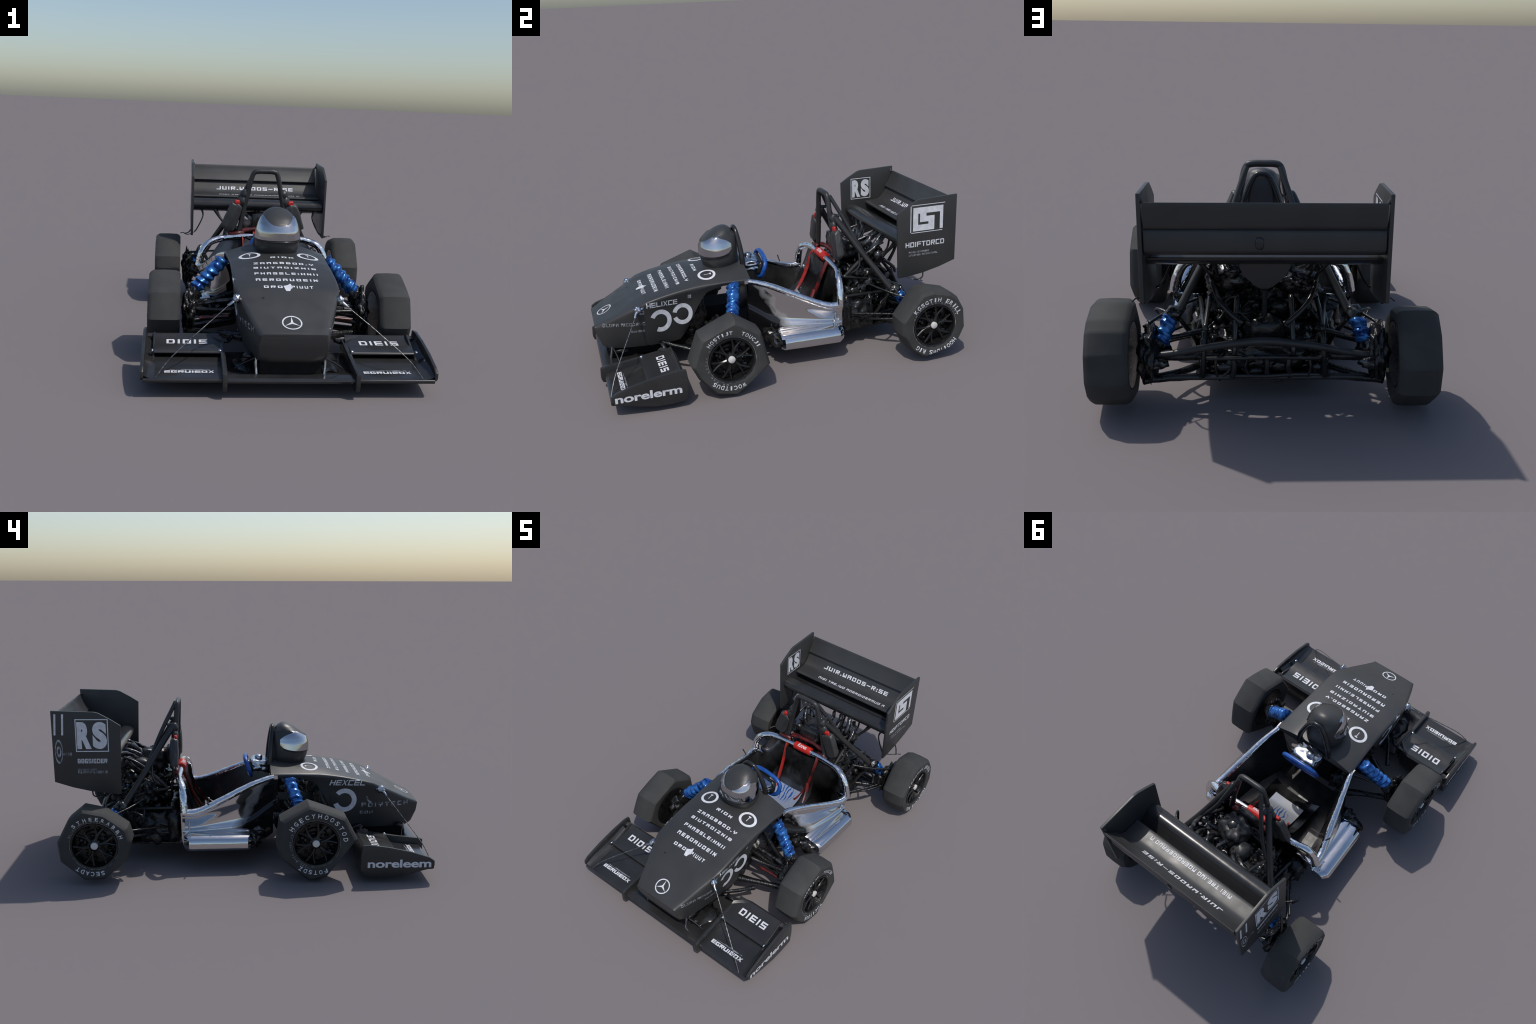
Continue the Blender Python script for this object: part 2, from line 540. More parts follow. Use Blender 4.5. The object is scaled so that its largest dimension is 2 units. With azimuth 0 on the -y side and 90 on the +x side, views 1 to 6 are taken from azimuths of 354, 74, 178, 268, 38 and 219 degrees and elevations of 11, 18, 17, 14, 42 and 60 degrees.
# bulkhead and pedal box seen under the cowl
geos = [box_geo((0, -.38, .20), (.08, .17, .09)), box_geo((0, -.74, .135), (.135, .19, .040)), box_geo((0, -.55, .15), (.12, .10, .05))]
V, F = merge(geos)
obj("front_bulkhead", V, F, M_VOID, smooth=False)
geos = []
rng = random.Random(3)
for i in range(26):
    x = rng.uniform(-.19, .19); y = rng.uniform(-.92, -.35)
    geos.append(lump_geo((x, y, rng.uniform(.125, .185)), (rng.uniform(.012, .03), rng.uniform(.015, .05), rng.uniform(.008, .02)),
                         .5, 2, 2, i))
V, F = merge(geos)
o = obj("underbody_bracket", V, F, M_MUCK); o["kind"] = "stuff"

# --- lettering on the cowl top (rows run across the car) --------------------
X, Y, Z = Vector((1, 0, 0)), Vector((0, 1, 0)), Vector((0, 0, 1))
UPSLOPE = Vector((0, .96, .28))
def top_row(s, y, w, h, xc=0.006, mat=None, sp=1.4):
    block(s, (xc, y, .5), X, Y, w, h * .92, TREE_COWL, cowl, mat, gap=.45, t=.28, reach=.3)
top_row("RIOK", -.418, .115, .020, .010, sp=1.3)
top_row("ZAMGBBOD.Y", -.483, .29, .021, .010)
top_row("3IUTAOIZNIB", -.533, .30, .020, .010)
top_row("PHM9SLE:HNII", -.592, .30, .022, .010)
top_row("MEROAVOEIK", -.652, .29, .024, .006)
top_row("ORO", -.716, .085, .020, -.065)
top_row("PIUUT", -.716, .100, .022, .068)
V, F = polys([(-.28, -.5), (.12, -.5), (.5, .02), (.30, .5), (.02, .28), (-.5, .12)])
drape("white_emblem", V, F, (.003, -.716, .5), X, Y, .042, .058, TREE_COWL, M_WHITE, cowl, reach=.3)
for sx in (-1, 1):
    V, F = ring_shape(.36, .5, n=44)
    drape("round_badge", V, F, (sx * .145, -.370, .5), X, Y, .108, .098, TREE_COWL, M_WHITE, cowl, reach=.3)
    V, F = polys([(-.10, -.5), (.10, -.5), (.12, .3), (.5, .30), (.4, .5), (-.5, .5), (-.42, .28), (-.1, .3)])
    drape("badge_mark", V, F, (sx * .145, -.365, .5), X, Y, .018, .040, TREE_COWL, M_WHITE, cowl, reach=.3)
# three pointed star in a ring on the nose
SLOPE = Vector((0, .9, .44)).normalized()
V, F = ring_shape(.43, .5, n=48)
drape("nose_badge_ring", V, F, (-.004, -.931, .326), X, SLOPE, .088, .088, TREE_COWL, M_WHITE, cowl)
star = []
for k in range(3):
    a = math.radians(90 + 120 * k)
    d = (math.cos(a), math.sin(a)); q = (-d[1], d[0])
    star.append([(.07 * q[0] - .03 * d[0], .07 * q[1] - .03 * d[1]), (.44 * d[0], .44 * d[1]),
                 (-.07 * q[0] - .03 * d[0], -.07 * q[1] - .03 * d[1])])
V, F = polys(*star)
drape("nose_badge_star", V, F, (-.004, -.931, .326), X, SLOPE, .088, .088, TREE_COWL, M_WHITE, cowl)
V, F = polys([(-.5, -.5), (.5, 0), (-.3, .5)])
drape("vent_hole", V, F, (-.116, -.787, .40), X, Y, .014, .014, TREE_COWL, M_GLOSS, cowl, reach=.3)

# --- lettering on the cowl sides ---------------------------------------------
# +x flank reads towards the rear (+y), -x flank towards the nose (-y)
def flank(s, y0, y1, z, h, sx, mat=None, **kw):
    block(s, (sx * .24, (y0 + y1) / 2, z), Y * sx, Z, abs(y1 - y0), h, TREE_COWL, cowl, mat, **kw)
flank("HELIXCE", -.722, -.555, .405, .031, 1, gap=.14)
flank("GLOFA MICODRYC", -.955, -.735, .300, .018, 1, M_GREYTXT)
flank("SSMODS", -.81, -.74, .256, .012, 1, M_GREYTXT)
flank("S", -.762, -.735, .378, .044, 1, M_GREYTXT)
flank("1", -.50, -.476, .425, .022, 1, M_GREYTXT)
def big_c(y, z, w, h, sx, a0, a1, mat=None):
    V, F = ring_shape(.30, .5, a0, a1, 40)
    drape("large_numeral", V, F, (sx * .24, y, z), Y * sx, Z, w, h, TREE_COWL, mat or M_WHITE, cowl)
big_c(-.650, .303, .118, .135, 1, -115, 155)
big_c(-.530, .326, .110, .126, 1, -160, 165)
flank("HEXCEL", -.48, -.677, .430, .034, -1, slant=.3, gap=.16)
big_c(-.566, .324, .134, .140, -1, -160, 140)
flank("POIYTECH", -.662, -.935, .295, .026, -1, M_GREYTXT, gap=.55)
flank("EDH", -.655, -.728, .250, .017, -1, M_GREYTXT)
V, F = ring_shape(.38, .5, 175, 265, 14)
drape("flank_mark", V, F, (-.24, -.722, .345), -Y, Z, .07, .08, TREE_COWL, M_GREYTXT, cowl)

# ------------------------------------------------------------------ helmet
# half outline levels: z, y front, y back, half width, squareness
helmet = bpy.data.objects.new("helmet", None); helmet.parent = CAR; COL.objects.link(helmet)
HEL = [(.492, -.335, -.165, .085), (.512, -.352, -.165, .101), (.545, -.368, -.165, .112), (.585, -.375, -.165, .113),
       (.625, -.372, -.167, .107), (.655, -.360, -.170, .098), (.685, -.328, -.176, .085), (.708, -.294, -.188, .066),
       (.722, -.266, -.202, .046), (.730, -.245, -.218, .018)]
def helm_point(q, t, grow=0.0):
    """point of the level ring at angle t: 0 = back, pi = visor; widest at y=-.275, cut flat at the back"""
    z, yf, yb, hw = q
    c, s_ = math.cos(t), math.sin(t)
    y0 = min(-.275, (yf + yb) / 2) if hw > .08 else (yf + yb) / 2
    b = hw + grow
    if c < 0:
        return (b * math.copysign(abs(s_) ** .86, s_), y0 + (y0 - yf + grow) * c, z)
    back = max(.125, yb - y0) if hw > .08 else (yb - y0)
    y = y0 + back * c
    return (b * s_, min(y, yb + grow), z)
def helmet_ring(z, yf, yb, hw, n=40, grow=0.0):
    return [helm_point((z, yf, yb, hw), 2 * math.pi * i / n, grow) for i in range(n)]
def helm_at(z):
    for a, b in zip(HEL, HEL[1:]):
        if a[0] <= z <= b[0]:
            t = (z - a[0]) / (b[0] - a[0])
            return tuple(p * (1 - t) + q * t for p, q in zip(a, b))
    return HEL[-1]
zs = [HEL[0][0] + (HEL[-1][0] - HEL[0][0]) * k / 22 for k in range(23)]
rings = [helmet_ring(*helm_at(min(z, HEL[-1][0] - 1e-5))) for z in zs]
n = 40
V = [p for r in rings for p in r]
F = [(i * n + k, i * n + (k + 1) % n, (i + 1) * n + (k + 1) % n, (i + 1) * n + k) for i in range(22) for k in range(n)]
F += [tuple(range(n)), tuple(range(22 * n, 23 * n))]
shell = obj("helmet_shell", V, F, M_BODY, helmet, angle=60)
# visor: a wrapped band round the front, lower edge sags at the chin, upper edge lifts at the sides
V, F = [], []
NA, NZ = 48, 12
for k in range(NA + 1):
    u = -1 + 2 * k / NA
    ang = math.pi + u * math.radians(122)
    z_lo = .581 + .020 * abs(u) ** 4
    z_hi = .652 + .042 * math.sin(min(abs(u), .55) / .55 * math.pi / 2) ** 2 - .10 * max(0, abs(u) - .62)
    pinch = max(0, abs(u) - .85) / .15
    zm = z_lo * .45 + z_hi * .55
    for j in range(NZ + 1):
        z = z_lo + (z_hi - z_lo) * j / NZ
        z = zm + (z - zm) * (1 - .45 * pinch ** 2)
        V.append(helm_point(helm_at(z), ang, .004))
for k in range(NA):
    for j in range(NZ):
        a = k * (NZ + 1) + j
        F.append((a, a + NZ + 1, a + NZ + 2, a + 1))
bm = bmesh.new()
vs = [bm.verts.new(v) for v in V]
for f in F: bm.faces.new([vs[i] for i in f])
bmesh.ops.solidify(bm, geom=bm.faces[:], thickness=.003)
visor = from_bm("visor", bm, M_VISOR, helmet, angle=50)
# chin vent and crease under the visor
pts = []
for k in range(21):
    u = -1 + 2 * k / 20
    pts.append(helm_point(helm_at(.574 + .02 * abs(u) ** 4), math.pi + u * math.radians(112), .002))
tube("visor_seal", pts, .0045, M_GLOSS, helmet, sides=6, step=1)
# front roll hoop arching behind the helmet
arch = [(.098, -.150, .505), (.092, -.153, .56), (.076, -.157, .613), (.056, -.163, .665), (.030, -.168, .704), (0, -.170, .713)]
arch += mirror_x(arch[-2::-1])
tube("front_roll_hoop", arch, [.016, .015, .014, .013, .012, .012, .012, .013, .014, .015, .016], M_GLOSS, CAR, sides=12, step=4)

# ------------------------------------------------------------------ chrome tub
tub = bpy.data.objects.new("tub", None); tub.parent = CAR; COL.objects.link(tub)
# y, rim x, rim z, ledge x, ledge z, floor x, floor z
TUB = [(-.165, .255, .466, .230, .30, .20, .13), (-.120, .268, .456, .248, .27, .22, .105), (-.05, .288, .434, .282, .225, .25, .100),
       (.03, .310, .399, .312, .202, .27, .098), (.12, .334, .358, .332, .198, .28, .098), (.20, .355, .322, .344, .196, .285, .098),
       (.27, .372, .300, .350, .192, .285, .100), (.335, .376, .302, .350, .190, .27, .110)]
def tub_side(sx):
    V, F = [], []
    rows = []
    for y, rx, rz, lx, lz, fx, fz in TUB:
        outer = [(rx, rz), (rx - .002, rz + (lz - rz) * .25), (rx + (lx - rx) * .5 - .010, rz + (lz - rz) * .55), (lx - .006, lz + (rz - lz) * .18), (lx + .012, lz), ((lx + fx) / 2, (lz + fz) / 2 - .01), (fx, fz), (fx - .12, fz - .008)]
        rows.append([(sx * x, y, z) for x, z in outer])
    cols = [catmull([r[k] for r in rows], 5) for k in range(len(rows[0]))]
    fine = [catmull([c[i] for c in cols], 4) for i in range(len(cols[0]))]
    n = len(fine[0])
    V = [p for r in fine for p in r]
    F = [(i * n + k, i * n + k + 1, (i + 1) * n + k + 1, (i + 1) * n + k) for i in range(len(fine) - 1) for k in range(n - 1)]
    obj("tub_side", V, F, M_TUB, tub, angle=65)
    # dark inner wall
    W = []
    for y, rx, rz, lx, lz, fx, fz in TUB:
        W.append([(sx * (rx - .026), y, rz), (sx * (rx - .060), y, (rz + .12) / 2), (sx * (lx - .085), y, .140), (0, y, .135)])
    n = 4
    V = [p for r in W for p in r]
    F = [(i * n + k, i * n + k + 1, (i + 1) * n + k + 1, (i + 1) * n + k) for i in range(len(W) - 1) for k in range(n - 1)]
    obj("cockpit_wall", V, F, M_GLOSS, tub, angle=40)
    # rolled rim along the top edge
    rim = [(sx * (t[1] - .010), t[0], t[2] + .001) for t in TUB]
    tube("cockpit_rim", rim, [.015, .016, .017, .018, .019, .02, .022, .022], M_RIMCHROME, tub, sides=12, step=4, lump=.12)
    # vertical seam strip at the rear of the panel
    tube("panel_seam", [(sx * .374, .300, .295), (sx * .358, .300, .25), (sx * .350, .300, .19)], .005, M_CHROME, tub, sides=6)
    # rear closing cheek
    plate("tub_cheek", [(.322, .30), (.346, .30), (.342, .16), (.336, .11), (.322, .11)], sx * .25, sx * .356, M_CHROME, tub, bevel=.008)
for sx in (1, -1):
    tub_side(sx)
# shoulder hoop
hoop = [(.372, .325, .304), (.362, .327, .36), (.342, .331, .408), (.312, .338, .438), (.265, .353, .456), (.22, .359, .464), (.12, .357, .474), (0, .355, .478)]
hoop += mirror_x(hoop[-2::-1])
tube("shoulder_hoop", hoop, [.023, .022, .021, .020, .019, .018, .018, .018, .018, .018, .019, .020, .021, .022, .023], M_RIMCHROME, tub, sides=14, step=5, lump=.12)
# bulkhead behind the seat
V, F = [], []
NB = 16
for k in range(9):
    t = k / 8
    for q in range(NB + 1):
        u = -1 + 2 * q / NB
        top = .480 - .17 * max(0, abs(u) - .66) / .34
        z = .130 + (top - .130) * t
        V.append((u * (.295 + .045 * t), .285 + .080 * t - .045 * abs(u) ** 2 * (1 - t * .6), z))
F = [(k * (NB + 1) + q, k * (NB + 1) + q + 1, (k + 1) * (NB + 1) + q + 1, (k + 1) * (NB + 1) + q) for k in range(8) for q in range(NB)]
bm = bmesh.new(); vs = [bm.verts.new(v) for v in V]
for f in F: bm.faces.new([vs[i] for i in f])
bmesh.ops.solidify(bm, geom=bm.faces[:], thickness=.012)
from_bm("rear_bulkhead", bm, M_INNER, tub, angle=60)
# front corner caps where cowl meets rim
for sx in (1, -1):
    V, F = box_geo((sx * .247, -.168, .468), (.012, .018, .010))
    obj("rim_cap", V, F, M_CHROME, tub, smooth=False)

# side boxes below the ledge
def side_box(sx):
    prof = [(.318, .205), (.352, .203), (.366, .194), (.388, .193), (.412, .190), (.438, .174), (.447, .150), (.446, .124), (.434, .105), (.30, .105)]
    prof = fillet(prof + [prof[0]], .008, 2)[:-1]
    ys = [(-.032, .84), (-.018, .93), (.10, .965), (.285, 1.0), (.298, .985), (.325, .80)]
    cx, cz = .32, .15
    V, n = [], len(prof)
    for y, s in ys:
        for x, z in prof:
            V.append((sx * (cx + (x - cx) * s), y, cz + (z - cz) * s))
    F = [(i * n + k, i * n + (k + 1) % n, (i + 1) * n + (k + 1) % n, (i + 1) * n + k) for i in range(len(ys) - 1) for k in range(n)]
    F += [tuple(range(n)), tuple(range((len(ys) - 1) * n, len(ys) * n))]
    obj("side_box", V, F, M_CHROME, tub, angle=25)
    # crumpled front bracket
    geos = [lump_geo((sx * .355, -.055, .15), (.06, .035, .04), .55, 2.2, 3, 2 + sx), lump_geo((sx * .30, -.065, .165), (.05, .05, .035), .5, 2, 3, 5 + sx)]
    V, F = merge(geos)
    obj("box_bracket", V, F, M_BRIGHTMUCK, tub)
    # bright bead along the ledge
    tube("ledge_bead", [(sx * .30, 0.0, .196), (sx * .325, .06, .204), (sx * .335, .15, .203), (sx * .35, .30, .196)], .006, M_RIMCHROME, tub, sides=6, lump=.3)
for sx in (1, -1):
    side_box(sx)

# ------------------------------------------------------------------ cockpit
cockpit = bpy.data.objects.new("cockpit", None); cockpit.parent = CAR; COL.objects.link(cockpit)
# seat shell: base, curve, back
path = [(.00, .165), (.06, .175), (.12, .182), (.19, .194), (.25, .230), (.292, .295), (.322, .375), (.342, .445)]
V, F = [], []
NX = 12
for y, z in path:
    w = .155 - .05 * max(0, (z - .25) / .2)
    for i in range(NX + 1):
        u = -1 + 2 * i / NX
        V.append((u * w, y - .012 * abs(u) ** 3, z + .025 * abs(u) ** 3))
F = [(j * (NX + 1) + i, j * (NX + 1) + i + 1, (j + 1) * (NX + 1) + i + 1, (j + 1) * (NX + 1) + i) for j in range(len(path) - 1) for i in range(NX)]
bm = bmesh.new(); vs = [bm.verts.new(v) for v in V]
for f in F: bm.faces.new([vs[i] for i in f])
bmesh.ops.solidify(bm, geom=bm.faces[:], thickness=.012)
from_bm("seat", bm, M_INNER, cockpit, angle=60)
V, F = [], []
ins = [(.065, .183), (.11, .188), (.15, .196), (.19, .210), (.225, .240)]
for y, z in ins:
    for i in range(9):
        u = -1 + 2 * i / 8
        V.append((u * .10, y, z + .006 * u * u))
F = [(j * 9 + i, j * 9 + i + 1, (j + 1) * 9 + i + 1, (j + 1) * 9 + i) for j in range(len(ins) - 1) for i in range(8)]
obj("seat_insert", V, F, M_SEAT, cockpit)
# shoulder belts
def belt(p, mat):
    v, f = tube_geo(p, .0105, sides=8, step=5, flat=.25)
    obj("harness_belt", v, f, mat, cockpit, angle=60)
belt([(-.118, .352, .482), (-.116, .326, .44), (-.110, .286, .34), (-.102, .240, .262), (-.085, .195, .220)], M_BELT)
belt([(.118, .352, .482), (.122, .324, .44), (.112, .270, .305), (.095, .218, .235), (.075, .17, .21)], M_DARKRED)
belt([(.11, .262, .31), (.125, .235, .26), (.14, .18, .21)], M_DARKRED)
# red pad on the hoop
V, F = merge([tube_geo([(-.060, .354, .480), (0, .353, .482), (.060, .356, .481)], .026, sides=14, step=3)])
pad = obj("hoop_pad", V, F, M_RED, cockpit, angle=60)
T = bvh(pad)
letters("RXNII", (0, .345, .505), X, (0, .35, .93), .062, .020, T, pad, M_WHITE, bold=.03)
V, F = merge([tube_geo([(-.20, .375, .485), (-.11, .37, .496)], .012, sides=8), tube_geo([(.10, .37, .488), (.17, .375, .478)], .010, sides=8)])
obj("belt_anchor", V, F, M_DARKRED, cockpit)
# steering wheel: rounded rectangle rim, tilted
rot = Matrix.Rotation(math.radians(-18), 4, 'X') @ Matrix.Rotation(math.radians(7), 4, 'Y')
SWC = Vector((.002, -.030, .478))
rimp = []
for k in range(25):
    a = 2 * math.pi * k / 24
    c, s = math.cos(a), math.sin(a)
    rimp.append(SWC + (rot @ Vector((.108 * math.copysign(abs(c) ** .7, c), 0, .058 * math.copysign(abs(s) ** .7, s)))))
tube("steering_wheel", rimp, .013, M_BLUERIM, cockpit, sides=10, step=2)
V, F = lump_geo(SWC + Vector((0, -.012, 0)), (.085, .014, .04), .1, 2, 3, 1, box=.7, rot=rot.to_3x3())
obj("wheel_centre", V, F, M_GLOSS, cockpit)
V, F = merge([lump_geo((.0, -.095, .490), (.078, .055, .034), .16, 2.2, 4, 4, box=.75), lump_geo((-.02, -.09, .532), (.026, .024, .016), .1, 2, 2, 9)])
obj("dash_box", V, F, M_STEEL, cockpit)
tube("steering_column", [(0, -.05, .47), (0, -.16, .44), (0, -.30, .38)], .014, M_GLOSS, cockpit)
V, F = box_geo((0, .03, .128), (.20, .11, .004))
obj("cockpit_floor", V, F, M_GLOSS, cockpit, smooth=False)
tube("switch_stalk", [(-.335, .20, .33), (-.355, .195, .362), (-.365, .19, .385)], .004, M_GLOSS, cockpit, sides=6)

# ------------------------------------------------------------------ roll hoop and stays
cage = bpy.data.objects.new("roll_cage", None); cage.parent = CAR; COL.objects.link(cage)
main = [(.150, .385, .46), (.132, .384, .55), (.112, .380, .66), (.098, .376, .72), (.082, .372, .80), (.068, .370, .845), (.045, .369, .856), (0, .369, .857)]
main += mirror_x(main[-2::-1])
tube("roll_hoop", main, .0145, M_TUBE, cage, sides=12, step=4)
for sx in (1, -1):
    tube("hoop_stay", [(sx * .066, .384, .846), (sx * .088, .412, .79), (sx * .118, .455, .705), (sx * .150, .492, .62), (sx * .205, .535, .52)], .0115, M_TUBE, cage, sides=10)
    tube("rear_strut", [(sx * .118, .395, .728), (sx * .150, .436, .665), (sx * .224, .530, .517), (sx * .285, .602, .408), (sx * .337, .664, .312)],
         [.018, .0175, .0165, .016, .018], M_TUBE, cage, sides=12)
    V, F = lump_geo((sx * .113, .388, .722), (.022, .026, .03), .15, 2, 3, sx)
    obj("hoop_joint", V, F, M_TUBE, cage)
    tube("hoop_gusset", [(sx * .102, .378, .74), (sx * .112, .425, .735)], .010, M_TUBE, cage)
    tube("brace_tube", [(sx * .215, .535, .51), (sx * .205, .48, .455), (sx * .20, .42, .40)], [.010, .011, .009], M_TUBE, cage)
    tube("brace_link", [(sx * .212, .54, .515), (sx * .20, .60, .55), (sx * .19, .66, .57)], .008, M_GLOSS, cage)
    tube("strut_hook", [(sx * .205, .505, .535), (sx * .222, .50, .46), (sx * .215, .46, .42), (sx * .17, .43, .40)], .007, M_GLOSS, cage)
    # head pad hanging outside the hoop
    rot3 = Matrix.Rotation(math.radians(sx * -20), 3, 'Y')
    V, F = lump_geo((sx * .182, .384, .588), (.042, .024, .088), .10, 2, 4, 3 + sx, box=.55, rot=rot3)
    obj("side_pad", V, F, M_BODY, cage)
    V, F = lump_geo((sx * .156, .376, .674), (.016, .010, .013), .3, 2, 3, 1, box=.6)
    obj("pad_tip", V, F, M_RED, cage)
    tube("pad_stem", [(sx * .196, .386, .52), (sx * .19, .388, .48), (sx * .185, .38, .46)], .010, M_GLOSS, cage)
    V, F = lump_geo((sx * .125, .382, .68), (.028, .02, .035), .2, 2, 2, 2)
    obj("pad_mount", V, F, M_TUBE, cage)

# ------------------------------------------------------------------ rear wing
rwing = bpy.data.objects.new("rear_wing", None); rwing.parent = CAR; COL.objects.link(rwing)
def foil(name, prof, x0, x1, mat, parent, seg=6, curve=True):
    pts = [Vector((p[0], p[1])) for p in prof]
    if curve:
        m = len(pts); out = []
        for i in range(m):
            p0, p1, p2, p3 = pts[i - 1], pts[i], pts[(i + 1) % m], pts[(i + 2) % m]
            for k in range(3):
                t = k / 3
                cm = 0.5 * ((2 * p1) + (p2 - p0) * t + (2 * p0 - 5 * p1 + 4 * p2 - p3) * t * t + (3 * p1 - p0 - 3 * p2 + p3) * t ** 3)
                out.append(cm * .7 + (p1 + (p2 - p1) * t) * .3)
        pts = out
    V = []; n = len(pts)
    for j in range(seg + 1):
        x = x0 + (x1 - x0) * j / seg
        V += [(x, p.x, p.y) for p in pts]
    F = [(j * n + k, j * n + (k + 1) % n, (j + 1) * n + (k + 1) % n, (j + 1) * n + k) for j in range(seg) for k in range(n)]
    F += [tuple(range(n)), tuple(range(seg * n, (seg + 1) * n))]
    return obj(name, V, F, mat, parent, angle=40)
main_plane = foil("main_plane", [(.668, .618), (.682, .641), (.710, .651), (.736, .649), (.765, .625), (.80, .603), (.85, .603), (.905, .628), (.908, .620), (.88, .598), (.83, .580), (.77, .566), (.71, .574), (.676, .594)], -.402, .402, M_GLOSSWING, rwing)
mid_flap = foil("middle_flap", [(.803, .650), (.810, .661), (.850, .6635), (.893, .669), (.922, .692), (.945, .722), (.964, .746), (.978, .742), (.983, .705), (.978, .668), (.93, .645), (.86, .636), (.815, .640)], -.400, .400, M_BODY, rwing)
top_flap = foil("top_flap", [(.940, .746), (.950, .760), (.965, .782), (.982, .812), (.993, .838), (.998, .836), (.994, .79), (.985, .752), (.960, .740)], -.398, .398, M_BODY, rwing)
EPOLY = [(.640, .79), (.690, .822), (.752, .856), (.775, .862), (.996, .869), (.993, .493), (.90, .463), (.80, .440), (.70, .427), (.650, .424)]
eps = {}
for sx in (1, -1):
    eps[sx] = plate("wing_endplate", EPOLY, sx * .404, sx * .418, M_BODY, rwing, bevel=.003)
    tube("endplate_wire", [(sx * .415, .70, .428), (sx * .44, .735, .415), (sx * .465, .745, .425), (sx * .48, .765, .418)], .003, M_GLOSS, rwing, sides=6)
    tube("endplate_wire", [(sx * .415, .80, .44), (sx * .43, .79, .42), (sx * .455, .75, .418)], .004, M_GLOSS, rwing, sides=6)
    tube("tip_bead", [(sx * .398, .985, .836), (sx * .408, .985, .852)], .006, M_TUBE, rwing, sides=6)
    # swan legs carrying the wing
    tube("wing_leg", [(sx * .272, .70, .590), (sx * .245, .68, .545), (sx * .21, .66, .50), (sx * .19, .63, .44)], [.016, .009, .008, .008], M_GLOSS, rwing)
    tube("wing_brace", [(sx * .355, .70, .585), (sx * .345, .69, .54), (sx * .385, .68, .455), (sx * .41, .67, .44)], [.008, .004, .004, .006], M_GLOSS, rwing, sides=6)
    tube("wing_brace", [(sx * .19, .70, .585), (sx * .185, .69, .53), (sx * .17, .66, .48)], .006, M_BRIGHTMUCK, rwing, sides=8)
# central tongue under the wing
plate_pts = [(.09, .600), (.088, .575), (.07, .54), (.03, .50), (0, .485)]
pp = plate_pts + [(-x, z) for x, z in plate_pts[-2::-1]]
k = len(pp)
V = [(x, .855 - (.60 - z) * .3, z) for x, z in pp] + [(x, .868 - (.60 - z) * .3, z) for x, z in pp]
obj("wing_tongue", V, [tuple(range(k)), tuple(range(2 * k - 1, k - 1, -1))] + [(i, (i + 1) % k, k + (i + 1) % k, k + i) for i in range(k)], M_BODY, rwing, smooth=False)
tube("tongue_stem", [(0, .835, .49), (0, .82, .44), (0, .78, .37)], [.012, .009, .012], M_GLOSS, rwing)
V, F = lump_geo((.02, .983, .70), (.014, .006, .022), .1, 2, 2, 1, box=.5)
obj("wing_bolt_plate", V, F, M_WING, rwing)

# wing lettering
TF = bvh(mid_flap)
block("JUIR.WAOOS-R:SE", (-.004, .918, .70), X, (0, .7, .7), .50, .026, TF, mid_flap, t=.27, reach=.05)
block("MIEI TRE.IWO MOEROIDERAVO M", (.020, .838, .66), X, Y, .515, .020, TF, mid_flap, reach=.05)
# endplate +x : square S emblem
TE = bvh(eps[1])
def ep(fn_or_shape, y, z, w, h, sx, mat=None, parent=None, name="lettering"):
    V, F = fn_or_shape
    drape(name, V, F, (sx * .415, y, z), Y * sx, Z, w, h, bvh(eps[sx]), mat or M_WHITE, eps[sx], reach=.05)
def ept(s, y0, y1, z, h, sx, mat=None, bold=.02, **kw):
    if len(s) > 2:
        block(s, (sx * .415, (y0 + y1) / 2, z), Y * sx, Z, abs(y1 - y0), h, bvh(eps[sx]), eps[sx], mat, gap=.2, reach=.05)
    else:
        letters(s, (sx * .415, (y0 + y1) / 2, z), Y * sx, Z, abs(y1 - y0), h, bvh(eps[sx]), eps[sx], mat, bold=bold, reach=.05, **kw)
# outline (three sides) and interlocked block strokes; unit square coordinates
ep(rects((-.5, -.47, -.475, .46), (-.47, .465, .5, .49), (-.47, -.5, .44, -.475)), .820, .755, .206, .160, 1, name="emblem_outline")
def emblem(*rs):
    return rects(*[((a - .823) / .18, (b - .7535) / .133, (c - .823) / .18, (d - .7535) / .133) for a, b, c, d in rs])
ep(emblem((.733, .687, .763, .82), (.763, .785, .913, .82), (.774, .736, .812, .785), (.812, .736, .825, .768), (.763, .687, .861, .722),
          (.825, .722, .861, .768), (.894, .687, .913, .785)), .823, .752, .180, .132, 1, name="square_emblem")
ept("HOIFTDRCD", .690, .924, .611, .029, 1, bold=.035)
ept("AMMOID BITERIDNG", .711, .833, .567, .010, 1, M_GREYTXT)
ept("WMLOOIDE TE GACTINOL", .711, .885, .550, .010, 1, M_GREYTXT)
# endplate -x : RS block with frame
ep(frame(1, .03), .789, .740, .170, .172, -1, name="emblem_outline")
ept("R", .866, .792, .740, .142, -1, bold=.068)
ept("S", .786, .712, .740, .142, -1, bold=.068)
ept("11", .985, .930, .797, .110, -1, shear=.1)
ept("BB&SIEDER", .868, .715, .605, .024, -1)
ept("CCNTER SMOVERS", .869, .769, .559, .009, -1, M_GREYTXT)
ept("A:S IMI ANT & FOSULID", .869, .717, .546, .014, -1, M_GREYTXT)
ept("RX&9", .942, .896, .643, .014, -1, M_GREYTXT)
ep(ring_shape(.40, .5, n=30), .962, .655, .042, .128, -1, M_GREYTXT, name="crest")
ep(ring_shape(.14, .30, n=24), .962, .655, .042, .10, -1, M_GREYTXT, name="crest")
# inner face of -x endplate repeats the block letters
def ep_in(shape, y, z, w, h, name="block_letter", mat=None):
    V, F = shape
    drape(name, V, F, (-.405, y, z), Y, Z, w, h, bvh(eps[-1]), mat or M_WHITE, eps[-1], reach=.05)
ep_in(frame(1, .03), .774, .745, .135, .135, "emblem_outline")
for ch, y in (("R", .744), ("S", .804)):
    V, F = text_mesh(ch, .068, 0, 1)
    ep_in((V, F), y, .745, .056, .112)

